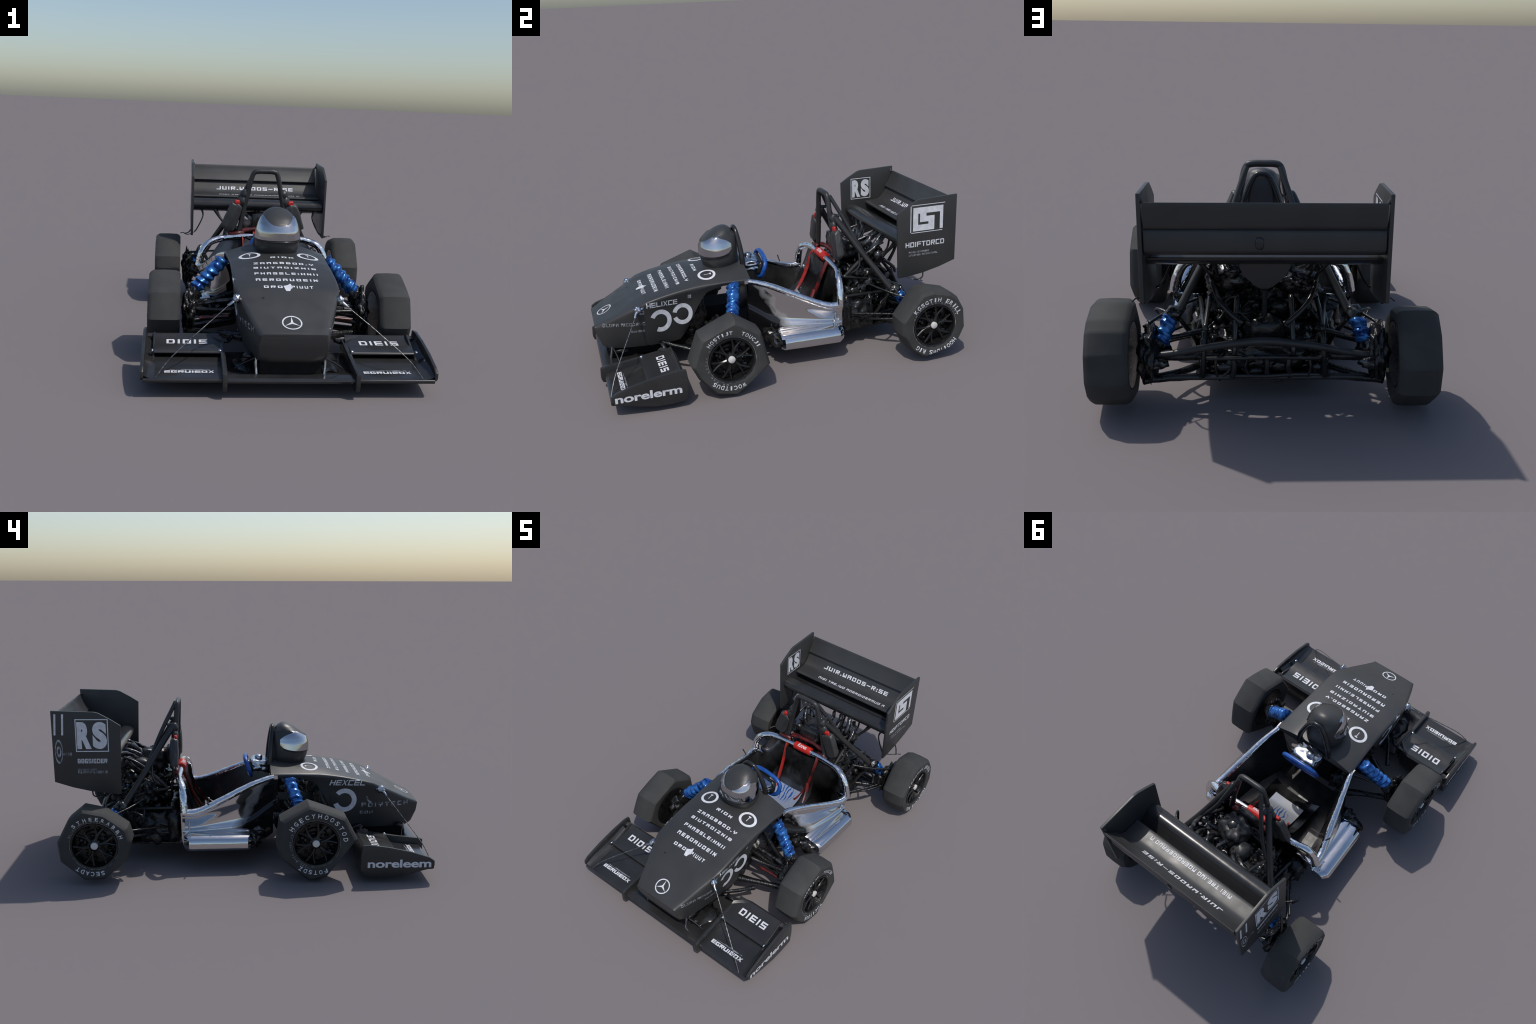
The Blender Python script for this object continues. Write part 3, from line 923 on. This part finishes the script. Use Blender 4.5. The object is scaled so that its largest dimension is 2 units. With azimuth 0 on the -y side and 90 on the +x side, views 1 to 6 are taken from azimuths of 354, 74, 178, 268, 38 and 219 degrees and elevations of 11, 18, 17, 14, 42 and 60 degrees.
# ------------------------------------------------------------------ front wing
fwing = bpy.data.objects.new("front_wing", None); fwing.parent = CAR; COL.objects.link(fwing)
OUTP = [(-.600, .203), (-.592, .15), (-.594, .10), (-.606, .036), (-.68, .028), (-.76, .030), (-.86, .050), (-.962, .076), (-.978, .092), (-.976, .118), (-.95, .136), (-.85, .168), (-.73, .194), (-.64, .206)]
INP = [(-.998, .117), (-1.0, .06), (-.992, .036), (-.968, .030), (-.85, .042), (-.64, .072), (-.628, .100), (-.628, .160), (-.645, .168), (-.70, .160), (-.85, .138), (-.97, .124)]
TOPS = {}
for sx in (1, -1):
    oe = plate("outer_endplate", OUTP, sx * .630, sx * .646, M_WING, fwing, bevel=.006)
    plate("inner_endplate", INP, sx * .276, sx * .298, M_WING, fwing, bevel=.007)
    plate("wing_fence", [(-.618, .184), (-.622, .10), (-.70, .085), (-.80, .09), (-.80, .12), (-.70, .165), (-.64, .19)], sx * .590, sx * .600, M_WING, fwing, bevel=.003)
    mp = foil("outboard_plane", [(-.978, .078), (-.972, .088), (-.93, .092), (-.88, .096), (-.83, .103), (-.780, .119), (-.775, .115), (-.82, .091), (-.88, .076), (-.94, .068), (-.972, .069)], sx * .297, sx * .632, M_GLOSSWING, fwing)
    fl = foil("outboard_flap", [(-.790, .140), (-.782, .150), (-.75, .155), (-.70, .158), (-.655, .167), (-.622, .180), (-.621, .176), (-.66, .150), (-.72, .135), (-.77, .130)], sx * .297, sx * .592, M_WING, fwing)
    # rounded rear skirt closing the pod below the flap
    V, F = [], []
    sk = [(-.622, .180), (-.606, .172), (-.598, .14), (-.598, .09), (-.604, .045), (-.622, .034), (-.64, .04), (-.64, .17)]
    for k in range(9):
        x = .288 + (.628 - .288) * k / 8
        e = .05 * max(0, (.36 - x) / .072) ** 2
        V += [(sx * x, y - e, z) for y, z in sk]
    m = len(sk)
    F = [(i * m + q, i * m + (q + 1) % m, (i + 1) * m + (q + 1) % m, (i + 1) * m + q) for i in range(8) for q in range(m)] + [tuple(range(m)), tuple(range(8 * m, 9 * m))]
    obj("pod_skirt", V, F, M_WING, fwing, angle=40)
    plate("pod_floor", [(-.955, .074), (-.64, .050), (-.64, .038), (-.80, .046), (-.955, .068)], sx * .295, sx * .632, M_GLOSS, fwing, bevel=.002)
    V = []
    up = [(.585, 0), (.605, .006), (.622, .018), (.634, .032)]
    for x, dz in up:
        V += [(sx * x, -.972, .086 + dz * .5), (sx * x, -.90, .096 + dz), (sx * x, -.82, .108 + dz), (sx * x, -.74, .125 + dz), (sx * x, -.66, .150 + dz)]
    obj("plane_sweep", V, [(i * 5 + q, i * 5 + q + 1, (i + 1) * 5 + q + 1, (i + 1) * 5 + q) for i in range(3) for q in range(4)], M_GLOSSWING, fwing)
    block("DIEIS" if sx > 0 else "DIOIS", (sx * .447, -.690, .17), X, Y, .185, .042, bvh(fl), fl, gap=.3, t=.26, reach=.05)
    block("EGRUIEOX", (sx * .437, -.906, .105), X, Y, .215, .023, bvh(mp), mp, gap=.14, t=.3, reach=.05)
    V, F = rects((-.5, -.2, .35, .0), (-.2, .2, .5, .4))
    drape("lettering", V, F, (sx * .437, -.886, .105), X, Y, .18, .010, bvh(mp), M_GREYTXT, mp, reach=.05)
    letters("norelerm" if sx > 0 else "noreleem", (sx * .646, -.793, .105), Y * sx, Z, .330, .044, bvh(oe), oe, bold=.028, spacing=.98, reach=.05)
    # stay cable from the cowl shoulder to the wing tip
    tube("stay_cable", [(sx * .245, -.775, .378), (sx * .40, -.868, .262), (sx * .52, -.940, .165), (sx * .578, -.972, .092)], .0026, M_WIRE, fwing, sides=6, step=8)
    V, F = merge([lump_geo((sx * .234, -.768, .388), (.016, .022, .020), .5, 2.5, 3, sx), tube_geo([(sx * .225, -.74, .392), (sx * .245, -.778, .376), (sx * .272, -.79, .36)], [.012, .009, .005], sides=8, lump=.4)])
    obj("cable_anchor", V, F, M_STEEL, fwing)
    # wing hanger from nose to centre plane
    tube("wing_hanger", [(sx * .15, -.915, .175), (sx * .152, -.922, .13), (sx * .148, -.93, .088)], .007, M_STEEL, fwing, sides=8, lump=.3)
    tube("wing_hanger", [(sx * .15, -.915, .165), (sx * .20, -.90, .135), (sx * .24, -.89, .105)], .004, M_GLOSS, fwing, sides=6)
    tube("flap_bracket", [(sx * .285, -.64, .15), (sx * .255, -.645, .155), (sx * .235, -.66, .18)], .010, M_MUCK, fwing, lump=.5)
    V, F = merge([lump_geo((sx * .30, -.78, .150), (.01, .012, .008), .3, 2, 2, 1), lump_geo((sx * .60, -.785, .15), (.009, .012, .008), .3, 2, 2, 2)])
    obj("slot_bracket", V, F, M_STEEL, fwing)
foil("centre_plane", [(-.985, .080), (-.978, .092), (-.95, .097), (-.915, .096), (-.905, .088), (-.80, .088), (-.62, .090), (-.62, .066), (-.80, .060), (-.94, .062), (-.975, .068)], -.277, .277, M_GLOSSWING, fwing, curve=False)
for x in (-.19, .19):
    V, F = merge([lump_geo((x, -.80, .085), (.06, .09, .016), .5, 2.2, 3, x * 9)])
    obj("centre_hump", V, F, M_GLOSS, fwing)

# ------------------------------------------------------------------ wheels
# tyre outlines are many-sided rather than round: vertices (dy,dz) about the hub
WHEELS = {
    "front_left": dict(push=.008, c=(1, -.363, .208), poly=[(.027, .212), (.160, .122), (.201, -.058), (.020, -.205), (-.090, -.183), (-.174, -.080), (-.206, -.010), (-.152, .134)]),
    "front_right": dict(c=(-1, -.363, .208), poly=[(.040, .206), (.185, .122), (.202, -.020), (.181, -.080), (.032, -.204), (-.060, -.182), (-.214, .022), (-.152, .138)]),
    "rear_left": dict(c=(1, .768, .208), poly=[(.136, .145), (.176, .072), (.186, -.034), (.152, -.106), (.107, -.148), (.012, -.168), (-.051, -.182), (-.076, -.174), (-.133, -.130), (-.188, -.034), (-.191, .046), (-.078, .194), (-.013, .203), (.092, .176)]),
    "rear_right": dict(c=(-1, .768, .208), poly=[(.055, .194), (-.055, .170), (-.168, .090), (-.188, .020), (-.156, -.088), (-.042, -.182), (.058, -.184), (.176, -.084), (.188, .020), (.130, .132)]),
}
XO, XI, RR = .636, .478, .120
def poly_radius(poly, a):
    """distance from hub to the polygon edge in direction a"""
    d = Vector((math.cos(a), math.sin(a)))
    best = None
    m = len(poly)
    for i in range(m):
        p = Vector(poly[i]); q = Vector(poly[(i + 1) % m]); e = q - p
        den = d.x * (-e.y) + d.y * e.x
        if abs(den) < 1e-9: continue
        t = (p.x * (-e.y) + p.y * e.x) / den
        s = (d.x * p.y - d.y * p.x) / den
        s = -s if False else s
        det = d.x * e.y - d.y * e.x
        t = (p.x * e.y - p.y * e.x) / det
        s = (p.x * d.y - p.y * d.x) / det
        if t > 0 and -1e-6 <= s <= 1 + 1e-6:
            best = t if best is None else max(best, t)
    return best
def build_tyre(cfg, parent):
    sx, cy, cz = cfg["c"]
    poly = cfg["poly"]
    push = cfg.get("push", 0)
    angs = sorted({round(math.atan2(z, y), 5) for y, z in poly} | {round(-math.pi + 2 * math.pi * k / 72, 5) for k in range(72)})
    # section: x, radius rule (blend 0 = rim circle, 1 = polygon), scale
    sec = [(XO - .040, 0, RR - .004, 0), (XO - .014, 0, RR, 0), (XO - .006, 0, RR + .008, 0), (XO - .001, .45, 0, .985), (XO - .002, .8, 0, .985), (XO - .012, 1, 0, .968),
           (XO - .024, 1, 0, 1.0), ((XO + XI) / 2, 1, 0, 1.01), (XI + .024, 1, 0, 1.0), (XI + .010, 1, 0, .968), (XI + .002, .8, 0, .985), (XI + .002, .3, 0, .985), (XI + .01, 0, RR + .006, 0), (XI + .05, 0, RR - .004, 0)]
    V = []
    for x, bl, r0, sc in sec:
        for a in angs:
            if bl == 0:
                r = r0
            else:
                r = (RR + .008) * (1 - bl) + poly_radius(poly, a) * sc * bl
            V.append((sx * (x + push), cy + r * math.cos(a), cz + r * math.sin(a)))
    n = len(angs)
    F = [(i * n + k, i * n + (k + 1) % n, (i + 1) * n + (k + 1) % n, (i + 1) * n + k) for i in range(len(sec) - 1) for k in range(n)]
    F += [((len(sec) - 1) * n + k, (len(sec) - 1) * n + (k + 1) % n, (k + 1) % n, k) for k in range(n)]
    return obj("tyre", V, F, M_TYRE, parent, angle=32)

def rim_geo():
    """barrel, lip, ten paired spokes in local frame: x = axle outward, centre at origin"""
    V, F = [], []
    prof = [(-.012, RR + .002), (-.004, RR + .001), (-.006, RR - .007), (-.05, RR - .016), (-.15, RR - .018), (-.15, RR + .002)]
    n = 48
    for x, r in prof:
        V += [Vector((x, r * math.cos(2 * math.pi * k / n), r * math.sin(2 * math.pi * k / n))) for k in range(n)]
    m = len(prof)
    F = [(i * n + k, i * n + (k + 1) % n, ((i + 1) % m) * n + (k + 1) % n, ((i + 1) % m) * n + k) for i in range(m) for k in range(n)]
    return V, F
def spokes_geo():
    gs = []
    for k in range(6):
        a = 2 * math.pi * k / 6 + .25
        for s in (-1, 1):
            a1 = a + s * .22
            p0 = Vector((-.024, .026 * math.cos(a), .026 * math.sin(a)))
            p1 = Vector((-.024, .062 * math.cos(a + s * .07), .062 * math.sin(a + s * .07)))
            p2 = Vector((-.020, .108 * math.cos(a1), .108 * math.sin(a1)))
            gs.append(tube_geo([p0, p1, p2], [.010, .0062, .0055], sides=7, step=3))
    gs.append(tube_geo([(-.06, 0, 0), (-.028, 0, 0), (-.022, 0, 0)], [.034, .032, .022], sides=20, step=1))
    return merge(gs)
def inside_geo():
    gs = [tube_geo([(-.150, 0, 0), (-.070, 0, 0)], [.104, .104], sides=28, step=1), tube_geo([(-.071, 0, 0), (-.058, 0, 0)], [.075, .07], sides=24, step=1)]
    r = random.Random(11)
    for i in range(34):
        a = r.uniform(0, 6.283); q = r.uniform(.04, .1)
        gs.append(lump_geo((-.062 + r.uniform(-.012, .012), q * math.cos(a), q * math.sin(a)), (r.uniform(.006, .016), r.uniform(.006, .02), r.uniform(.006, .02)), .5, 2.5, 2, i))
    return merge(gs)
def mesh_of(name, geo, mat):
    me = bpy.data.meshes.new(name)
    me.from_pydata([tuple(v) for v in geo[0]], [], geo[1])
    bm = bmesh.new(); bm.from_mesh(me); bmesh.ops.recalc_face_normals(bm, faces=bm.faces); bm.to_mesh(me); bm.free()
    me.materials.append(mat)
    for p in me.polygons: p.use_smooth = True
    me.set_sharp_from_angle(angle=math.radians(45))
    return me
ME_RIM = mesh_of("rim", rim_geo(), M_RIM)
ME_SPK = mesh_of("spoke_spider", spokes_geo(), M_SPOKE)
ME_INS = mesh_of("brake_assembly", inside_geo(), M_RIM)
ME_CAP = mesh_of("wheel_cap", tube_geo([(-.026, 0, 0), (-.012, 0, 0), (-.009, 0, 0)], [.0185, .0185, .015], sides=20, step=1), M_CAP)
ME_LIP = mesh_of("rim_lip", tube_geo([(-.010, (RR + .006) * math.cos(2 * math.pi * k / 64), (RR + .006) * math.sin(2 * math.pi * k / 64)) for k in range(65)], .0022, sides=6, step=1), M_GREYTXT)

def arc_letters(s, cfg, tyre, r, a_mid, span, h, mat, wscale=.8):
    """tyre-wall letters set round the rim, tops outward, read from outside"""
    sx, cy, cz = cfg["c"]
    tree = bvh(tyre)
    m = len(s)
    V2, F2 = [], []
    for i, ch in enumerate(s):
        if ch == " ": continue
        # angle measured clockwise as seen from outside, 0 = straight up
        th = math.radians(a_mid + span * ((i + .5) / m - .5))
        right = (math.cos(th), -math.sin(th)); up = (math.sin(th), math.cos(th))
        V, F = text_mesh(ch, .02, 0, 1)
        w = h * wscale * (.45 if ch in "I1l" else 1)
        k = len(V2)
        for v in V:
            p = (up[0] * r + right[0] * v[0] * w + up[0] * v[1] * h, up[1] * r + right[1] * v[0] * w + up[1] * v[1] * h)
            V2.append(p)
        F2 += [tuple(q + k for q in f) for f in F]
    return drape("tyre_lettering", V2, F2, (sx * XO, cy, cz), Y * sx, Z, 1, 1, tree, mat, tyre, off=.0012, reach=.06)

TYRE_TEXT = {
    "front_left": [("HOSTIJT  TOUCJI", 8, 122, .020), ("WOCITDUS", 190, 70, .022)],
    "front_right": [("HGECYHOOSTOD", 12, 150, .024), ("FOTSDZ", 186, 62, .022)],
    "rear_left": [("KGSGTIH ERILL", 8, 125, .024), ("HOOITDWS RIG", 176, 100, .024)],
    "rear_right": [("STHEERABBH", 14, 124, .019), ("SECADT", 190, 62, .022)],
}
for key, cfg in WHEELS.items():
    w = bpy.data.objects.new("wheel", None); w.parent = CAR; COL.objects.link(w)
    ty = build_tyre(cfg, w)
    sx, cy, cz = cfg["c"]
    for me in (ME_RIM, ME_SPK, ME_INS, ME_CAP, ME_LIP):
        o = bpy.data.objects.new(me.name, me)
        o.parent = w
        o.matrix_world = Matrix.Translation((sx * (XO + cfg.get("push", 0)), cy, cz)) @ Matrix.Rotation(0 if sx > 0 else math.pi, 4, 'Z')
        COL.objects.link(o)
    for s, am, sp, h in TYRE_TEXT[key]:
        arc_letters(s, cfg, ty, .146 if key == "rear_right" else .152, am, sp, h, M_WHITE)
    arc_letters("DUZIO MOTZ CAST UT GXRED" if sx < 0 else "UN PON LOTUS VOTI", cfg, ty, .1335, -100 if cy < 0 else 0, 140, .008, M_GREYTXT, 1.0)

# ------------------------------------------------------------------ suspension
sus = bpy.data.objects.new("suspension", None); sus.parent = CAR; COL.objects.link(sus)
def spring(name, a, b, r, coils, seed):
    """ribbed coil-over sleeve: a body with wavy coils"""
    a, b = Vector(a), Vector(b)
    N = coils * 8
    path, rad = [], []
    for i in range(N + 1):
        t = i / N
        path.append(a.lerp(b, t))
        rad.append(r * (1 + (.10 + .05 * math.sin(i * 1.7 + seed)) * math.sin(t * coils * 2 * math.pi + seed + .6 * math.sin(t * 9))) * (.82 if i in (0, N) else 1))
    v, f = tube_geo(path, rad, sides=18, step=1)
    ax = (b - a).normalized()
    vv = []
    for p in v:
        rel = p - a; t = rel.dot(ax); rad_v = rel - ax * t
        # coils run on a slant and wobble
        k = 1 + .16 * noise.noise(p * 38 + Vector((seed, 0, 0)))
        sl = rad_v.dot(ax.orthogonal().normalized()) * .35
        vv.append(a + ax * (t + sl) + rad_v * k)
    return obj(name, vv, f, M_BLUE, sus, angle=70)
for sx in (1, -1):
    spring("coil_spring", (sx * .262, -.250, .462), (sx * .408, -.300, .314), .034, 6, sx)
    V, F = merge([lump_geo((sx * .418, -.305, .295), (.040, .045, .045), .5, 2.2, 3, 3 + sx), lump_geo((sx * .435, -.35, .215), (.035, .07, .10), .45, 2.6, 4, 7 + sx),
                  lump_geo((sx * .44, -.33, .335), (.012, .012, .022), .4, 2, 2, 1)])
    obj("upright", V, F, M_MUCK, sus)
    arms = [([(.17, -.50, .135), (.30, -.44, .128), (.455, -.37, .12)], .014), ([(.20, -.21, .125), (.32, -.28, .12), (.455, -.35, .12)], .014),
            ([(.15, -.42, .25), (.30, -.37, .225), (.44, -.34, .225)], .010), ([(.16, -.24, .30), (.30, -.29, .262), (.44, -.33, .25)], .010),
            ([(.19, -.66, .17), (.24, -.60, .16), (.30, -.50, .14)], .009), ([(.15, -.33, .19), (.30, -.35, .18), (.45, -.38, .17)], .009),
            ([(.14, -.35, .235), (.28, -.345, .215), (.42, -.34, .20)], .012)]
    for p, r in arms:
        tube("control_arm", [(sx * q[0], q[1], q[2]) for q in p], [r * 1.5, r * 1.1, r * 1.4], M_MUCK, sus, lump=.45, seed=r * 900 + sx)
    tube("tie_rod", [(sx * .20, -.34, .275), (sx * .32, -.33, .255), (sx * .43, -.33, .24)], .011, M_BRIGHTMUCK, sus, lump=.25)
    tube("tie_rod", [(sx * .24, -.40, .205), (sx * .38, -.39, .19)], .008, M_DARKRED, sus, lump=.4)
    V, F = merge([lump_geo((sx * .13, -.42, .18), (.05, .10, .06), .5, 2.4, 3, 21 + sx), lump_geo((sx * .13, -.25, .18), (.045, .08, .07), .4, 2.4, 3, 31 + sx), lump_geo((sx * .17, -.45, .30), (.045, .06, .11), .35, 2.4, 3, 33 + sx)])
    obj("arm_mount", V, F, M_MUCK, sus)
    # rear
    spring("coil_spring", (sx * .354, .680, .318), (sx * .388, .715, .232), .031, 3, 2 * sx)
    V, F = merge([lump_geo((sx * .345, .664, .330), (.034, .034, .034), .4, 2, 3, 41 + sx), lump_geo((sx * .40, .72, .225), (.035, .03, .03), .5, 2.2, 3, 43 + sx)])
    obj("spring_seat", V, F, M_BRIGHTMUCK, sus)
    V, F = merge([lump_geo((sx * .432, .75, .205), (.038, .085, .10), .45, 2.6, 4, 17 + sx), lump_geo((sx * .395, .70, .205), (.04, .05, .05), .5, 2.2, 3, 27 + sx), lump_geo((sx * .425, .70, .275), (.025, .03, .03), .5, 2.2, 3, 37 + sx)])
    obj("upright", V, F, M_MUCK, sus)
    V, F = lump_geo((sx * .405, .80, .185), (.05, .02, .022), .4, 2.3, 3, 50 + sx)
    obj("hub_carrier", V, F, M_BRIGHTMUCK, sus)
    arms = [([(.20, .62, .115), (.32, .70, .105), (.45, .78, .105)], .014), ([(.20, .72, .10), (.32, .74, .10), (.45, .77, .105)], .013),
            ([(.20, .64, .26), (.32, .69, .25), (.44, .74, .245)], .010), ([(.15, .70, .18), (.30, .74, .19), (.45, .76, .20)], .018),
            ([(.30, .50, .17), (.38, .58, .18), (.44, .68, .19)], .008), ([(.34, .62, .30), (.40, .58, .315), (.425, .54, .30), (.40, .57, .27)], .006),
            ([(.28, .42, .20), (.35, .52, .21), (.42, .62, .22)], .006), ([(.26, .55, .35), (.36, .62, .33), (.45, .72, .30)], .006)]
    for p, r in arms:
        tube("control_arm", [(sx * q[0], q[1], q[2]) for q in p], r, M_MUCK, sus, lump=.3, seed=r * 700 + sx)
# bowed rear anti-roll tube and lower crash beam
bow = [(.43, .765, .200), (.33, .778, .218), (.21, .788, .246), (.10, .794, .264), (0, .798, .274)]
bow += mirror_x(bow[-2::-1])
tube("rear_bow_tube", bow, [.014, .013, .014, .015, .016, .015, .014, .013, .014], M_TUBE, sus, sides=12, step=4)
tube("bow_end", [(.43, .74, .192), (.35, .737, .203)], .017, M_BRIGHTMUCK, sus, lump=.3)
tube("bow_end", [(-.43, .74, .192), (-.35, .737, .203)], .017, M_BRIGHTMUCK, sus, lump=.3)
low = [(.45, .75, .098), (.34, .755, .108), (.2, .758, .110), (0, .76, .111)]
low += mirror_x(low[-2::-1])
tube("rear_crossbar", low, .011, M_TUBE, sus, sides=10)

# ------------------------------------------------------------------ engine bay
eng = bpy.data.objects.new("engine_bay", None); eng.parent = CAR; COL.objects.link(eng)
V, F = merge([lump_geo((0, .50, .19), (.20, .12, .09), .22, 3, 4, 1, box=.75), lump_geo((0, .62, .19), (.19, .08, .075), .3, 3, 4, 5, box=.6)])
V2, F2 = merge([(V, F)] + [lump_geo((sx * .235, .475, .185), (.055, .095, .085), .35, 2.6, 4, 60 + sx, box=.5) for sx in (1, -1)]
              + [lump_geo((sx * .275, .385, .20), (.045, .035, .09), .3, 2.6, 3, 64 + sx, box=.5) for sx in (1, -1)]
              + [lump_geo((sx * .15, .535, .365), (.065, .075, .075), .5, 2.8, 4, 68 + sx, box=.3) for sx in (1, -1)])
obj("engine_block", V2, F2, M_MUCK, eng, angle=70)
V, F = merge([lump_geo((0, .50, .34), (.11, .08, .085), .3, 3, 4, 9, box=.6), lump_geo((0, .44, .41), (.15, .035, .045), .3, 3, 4, 12, box=.6)])
obj("cylinder_head", V, F, M_MUCK, eng, angle=70)
V, F = lump_geo((.02, .505, .520), (.078, .075, .070), .32, 2.2, 4, 4, box=.35)
obj("intake_plenum", V, F, M_TUBE, eng)
V, F = lump_geo((.03, .50, .582), (.032, .034, .014), .12, 2, 3, 14)
obj("plenum_mouth", V, F, M_GLOSS, eng)
V, F = lump_geo((-.07, .575, .50), (.05, .06, .045), .2, 2, 3, 6)
obj("catch_tank", V, F, M_TUBE, eng)
tube("head_rest_tube", [(-.12, .40, .50), (0, .405, .515), (.12, .40, .50)], .016, M_DARKRED, eng, lump=.3)
V, F = lump_geo((.0, .42, .55), (.07, .02, .055), .15, 2, 3, 2, box=.5)
obj("engine_cover", V, F, M_GLOSS, eng)
# gearbox and differential
V, F = merge([lump_geo((0, .70, .19), (.17, .06, .06), .35, 2.8, 4, 23, box=.4), lump_geo((0, .73, .30), (.075, .045, .055), .25, 2, 3, 24)])
obj("gearbox", V, F, M_MUCK, eng)
# rear crash structure: slotted panel
gs = [tube_geo([(-.25, .755, .188), (-.12, .772, .196), (0, .778, .200), (.12, .772, .194), (.25, .755, .186)], .0085, sides=8, lump=.4, seed=3),
      tube_geo([(-.25, .752, .118), (-.10, .768, .124), (.02, .770, .120), (.25, .752, .116)], .008, sides=8, lump=.4, seed=5)]
for k, (x, lean, r) in enumerate([(-.24, .01, .010), (-.165, -.012, .007), (-.10, .008, .012), (-.012, .0, .012), (.055, .014, .007), (.12, -.01, .013), (.175, .006, .006), (.235, -.008, .010)]):
    gs.append(tube_geo([(x, .762, .115), (x + lean, .770, .155), (x + lean * .3, .764, .196)], [r, r * .8, r], sides=7, lump=.5, seed=k))
for k, (x, z, w, h) in enumerate([(.15, .150, .045, .016), (-.06, .155, .030, .018), (-.20, .150, .026, .014), (.03, .135, .03, .012)]):
    gs.append(lump_geo((x, .756, z), (w, .010, h), .45, 2.4, 3, k))
V, F = merge(gs)
obj("rear_frame_panel", V, F, M_GLOSS, eng)
# floor tray
plate("floor_tray", [(.30, .085), (.74, .098), (.74, .108), (.30, .098)], -.26, .26, M_MUCK, eng, bevel=.002)
# exhaust headers
hd = [([(.07, .56, .50), (.085, .62, .56), (.07, .665, .586), (.06, .69, .56)], .016), ([(.13, .58, .48), (.15, .62, .54), (.135, .67, .592), (.12, .70, .58)], .015),
      ([(.21, .565, .525), (.20, .62, .56), (.165, .67, .585)], .012), ([(.10, .54, .47), (.19, .56, .50), (.215, .58, .53)], .012),
      ([(-.06, .60, .50), (-.12, .64, .545), (-.18, .66, .55)], .016), ([(-.04, .60, .53), (-.10, .66, .575), (-.20, .69, .59)], .012),
      ([(-.12, .56, .47), (-.17, .60, .50), (-.19, .65, .56)], .014), ([(0, .56, .53), (.02, .64, .56), (.0, .69, .575)], .012)]
for p, r in hd:
    tube("exhaust_header", p, r, M_BRIGHTMUCK, eng, lump=.35, seed=p[0][0] * 40, sides=9)
# frame tubes of the rear space frame
fr = [[(.26, .38, .30), (.24, .55, .29), (.22, .72, .28)], [(.30, .37, .17), (.27, .55, .165), (.23, .78, .17)], [(.20, .40, .40), (.21, .60, .36), (.22, .76, .30)],
      [(.24, .55, .29), (.27, .56, .165)], [(.22, .76, .30), (.23, .78, .12)], [(.10, .70, .42), (.105, .76, .33), (.11, .80, .22)], [(.20, .66, .47), (.16, .74, .40), (.08, .79, .34)], [(.33, .64, .31), (.27, .60, .20), (.25, .55, .12)]]
gs = []
for p in fr:
    for sx in (1, -1):
        gs.append(tube_geo([(sx * q[0], q[1], q[2]) for q in p], .010, sides=8, lump=.25, seed=sx * 3))
V, F = merge(gs)
obj("rear_space_frame", V, F, M_GLOSS, eng)
# hoses, looms and fittings nobody could count
rng = random.Random(42)
gs, gb = [], []
for i in range(95):
    x = rng.uniform(-.21, .21); y = rng.uniform(.41, .74); zt = .46 - .45 * max(0, y - .55) - .55 * abs(x)
    z = rng.uniform(.11, max(.2, zt))
    p = [Vector((x, y, z))]
    for _ in range(3):
        p.append(p[-1] + Vector((rng.uniform(-.06, .06), rng.uniform(-.06, .06), rng.uniform(-.05, .05))))
    for q in p:
        lim = .24 if q.z < .3 else .17
        q.x = max(-lim, min(lim, q.x)); q.y = max(.40, min(.76, q.y)); q.z = max(.10, min(.50, q.z))
    gs.append(tube_geo(p, rng.uniform(.003, .009), sides=6, step=3, lump=.4, seed=i))
for i in range(150):
    x = rng.uniform(-.22, .22); y = rng.uniform(.41, .74); zt = .45 - .5 * max(0, y - .55) - .55 * abs(x)
    z = rng.uniform(.11, max(.2, zt))
    s = rng.uniform(.008, .026)
    gb.append(lump_geo((x, y, z), (s * rng.uniform(.6, 1.4), s * rng.uniform(.6, 1.4), s * rng.uniform(.6, 1.4)), .5, 2.2, 2, i, box=rng.choice((0, 0, .7))))
for c, sz, sd in [((.17, .57, .47), (.035, .03, .03), 1), ((.20, .63, .50), (.02, .04, .03), 2), ((.12, .65, .50), (.03, .03, .03), 3), ((-.13, .66, .46), (.035, .03, .025), 4),
                  ((.0, .62, .44), (.05, .03, .03), 5), ((.13, .61, .46), (.07, .05, .05), 8), ((-.11, .62, .45), (.08, .05, .045), 9), ((.06, .58, .46), (.06, .04, .04), 10), ((.21, .50, .42), (.02, .03, .03), 6), ((-.19, .58, .42), (.02, .04, .03), 7)]:
    gb.append(lump_geo(c, sz, .6, 2.4, 3, sd))
V, F = merge(gs); o = obj("engine_hose", V, F, M_MUCK, eng); o["kind"] = "stuff"
V, F = merge(gb[:115]); o = obj("engine_fitting", V, F, M_MUCK, eng); o["kind"] = "stuff"
V, F = merge(gb[115:]); o = obj("bright_fitting", V, F, M_BRIGHTMUCK, eng); o["kind"] = "stuff"
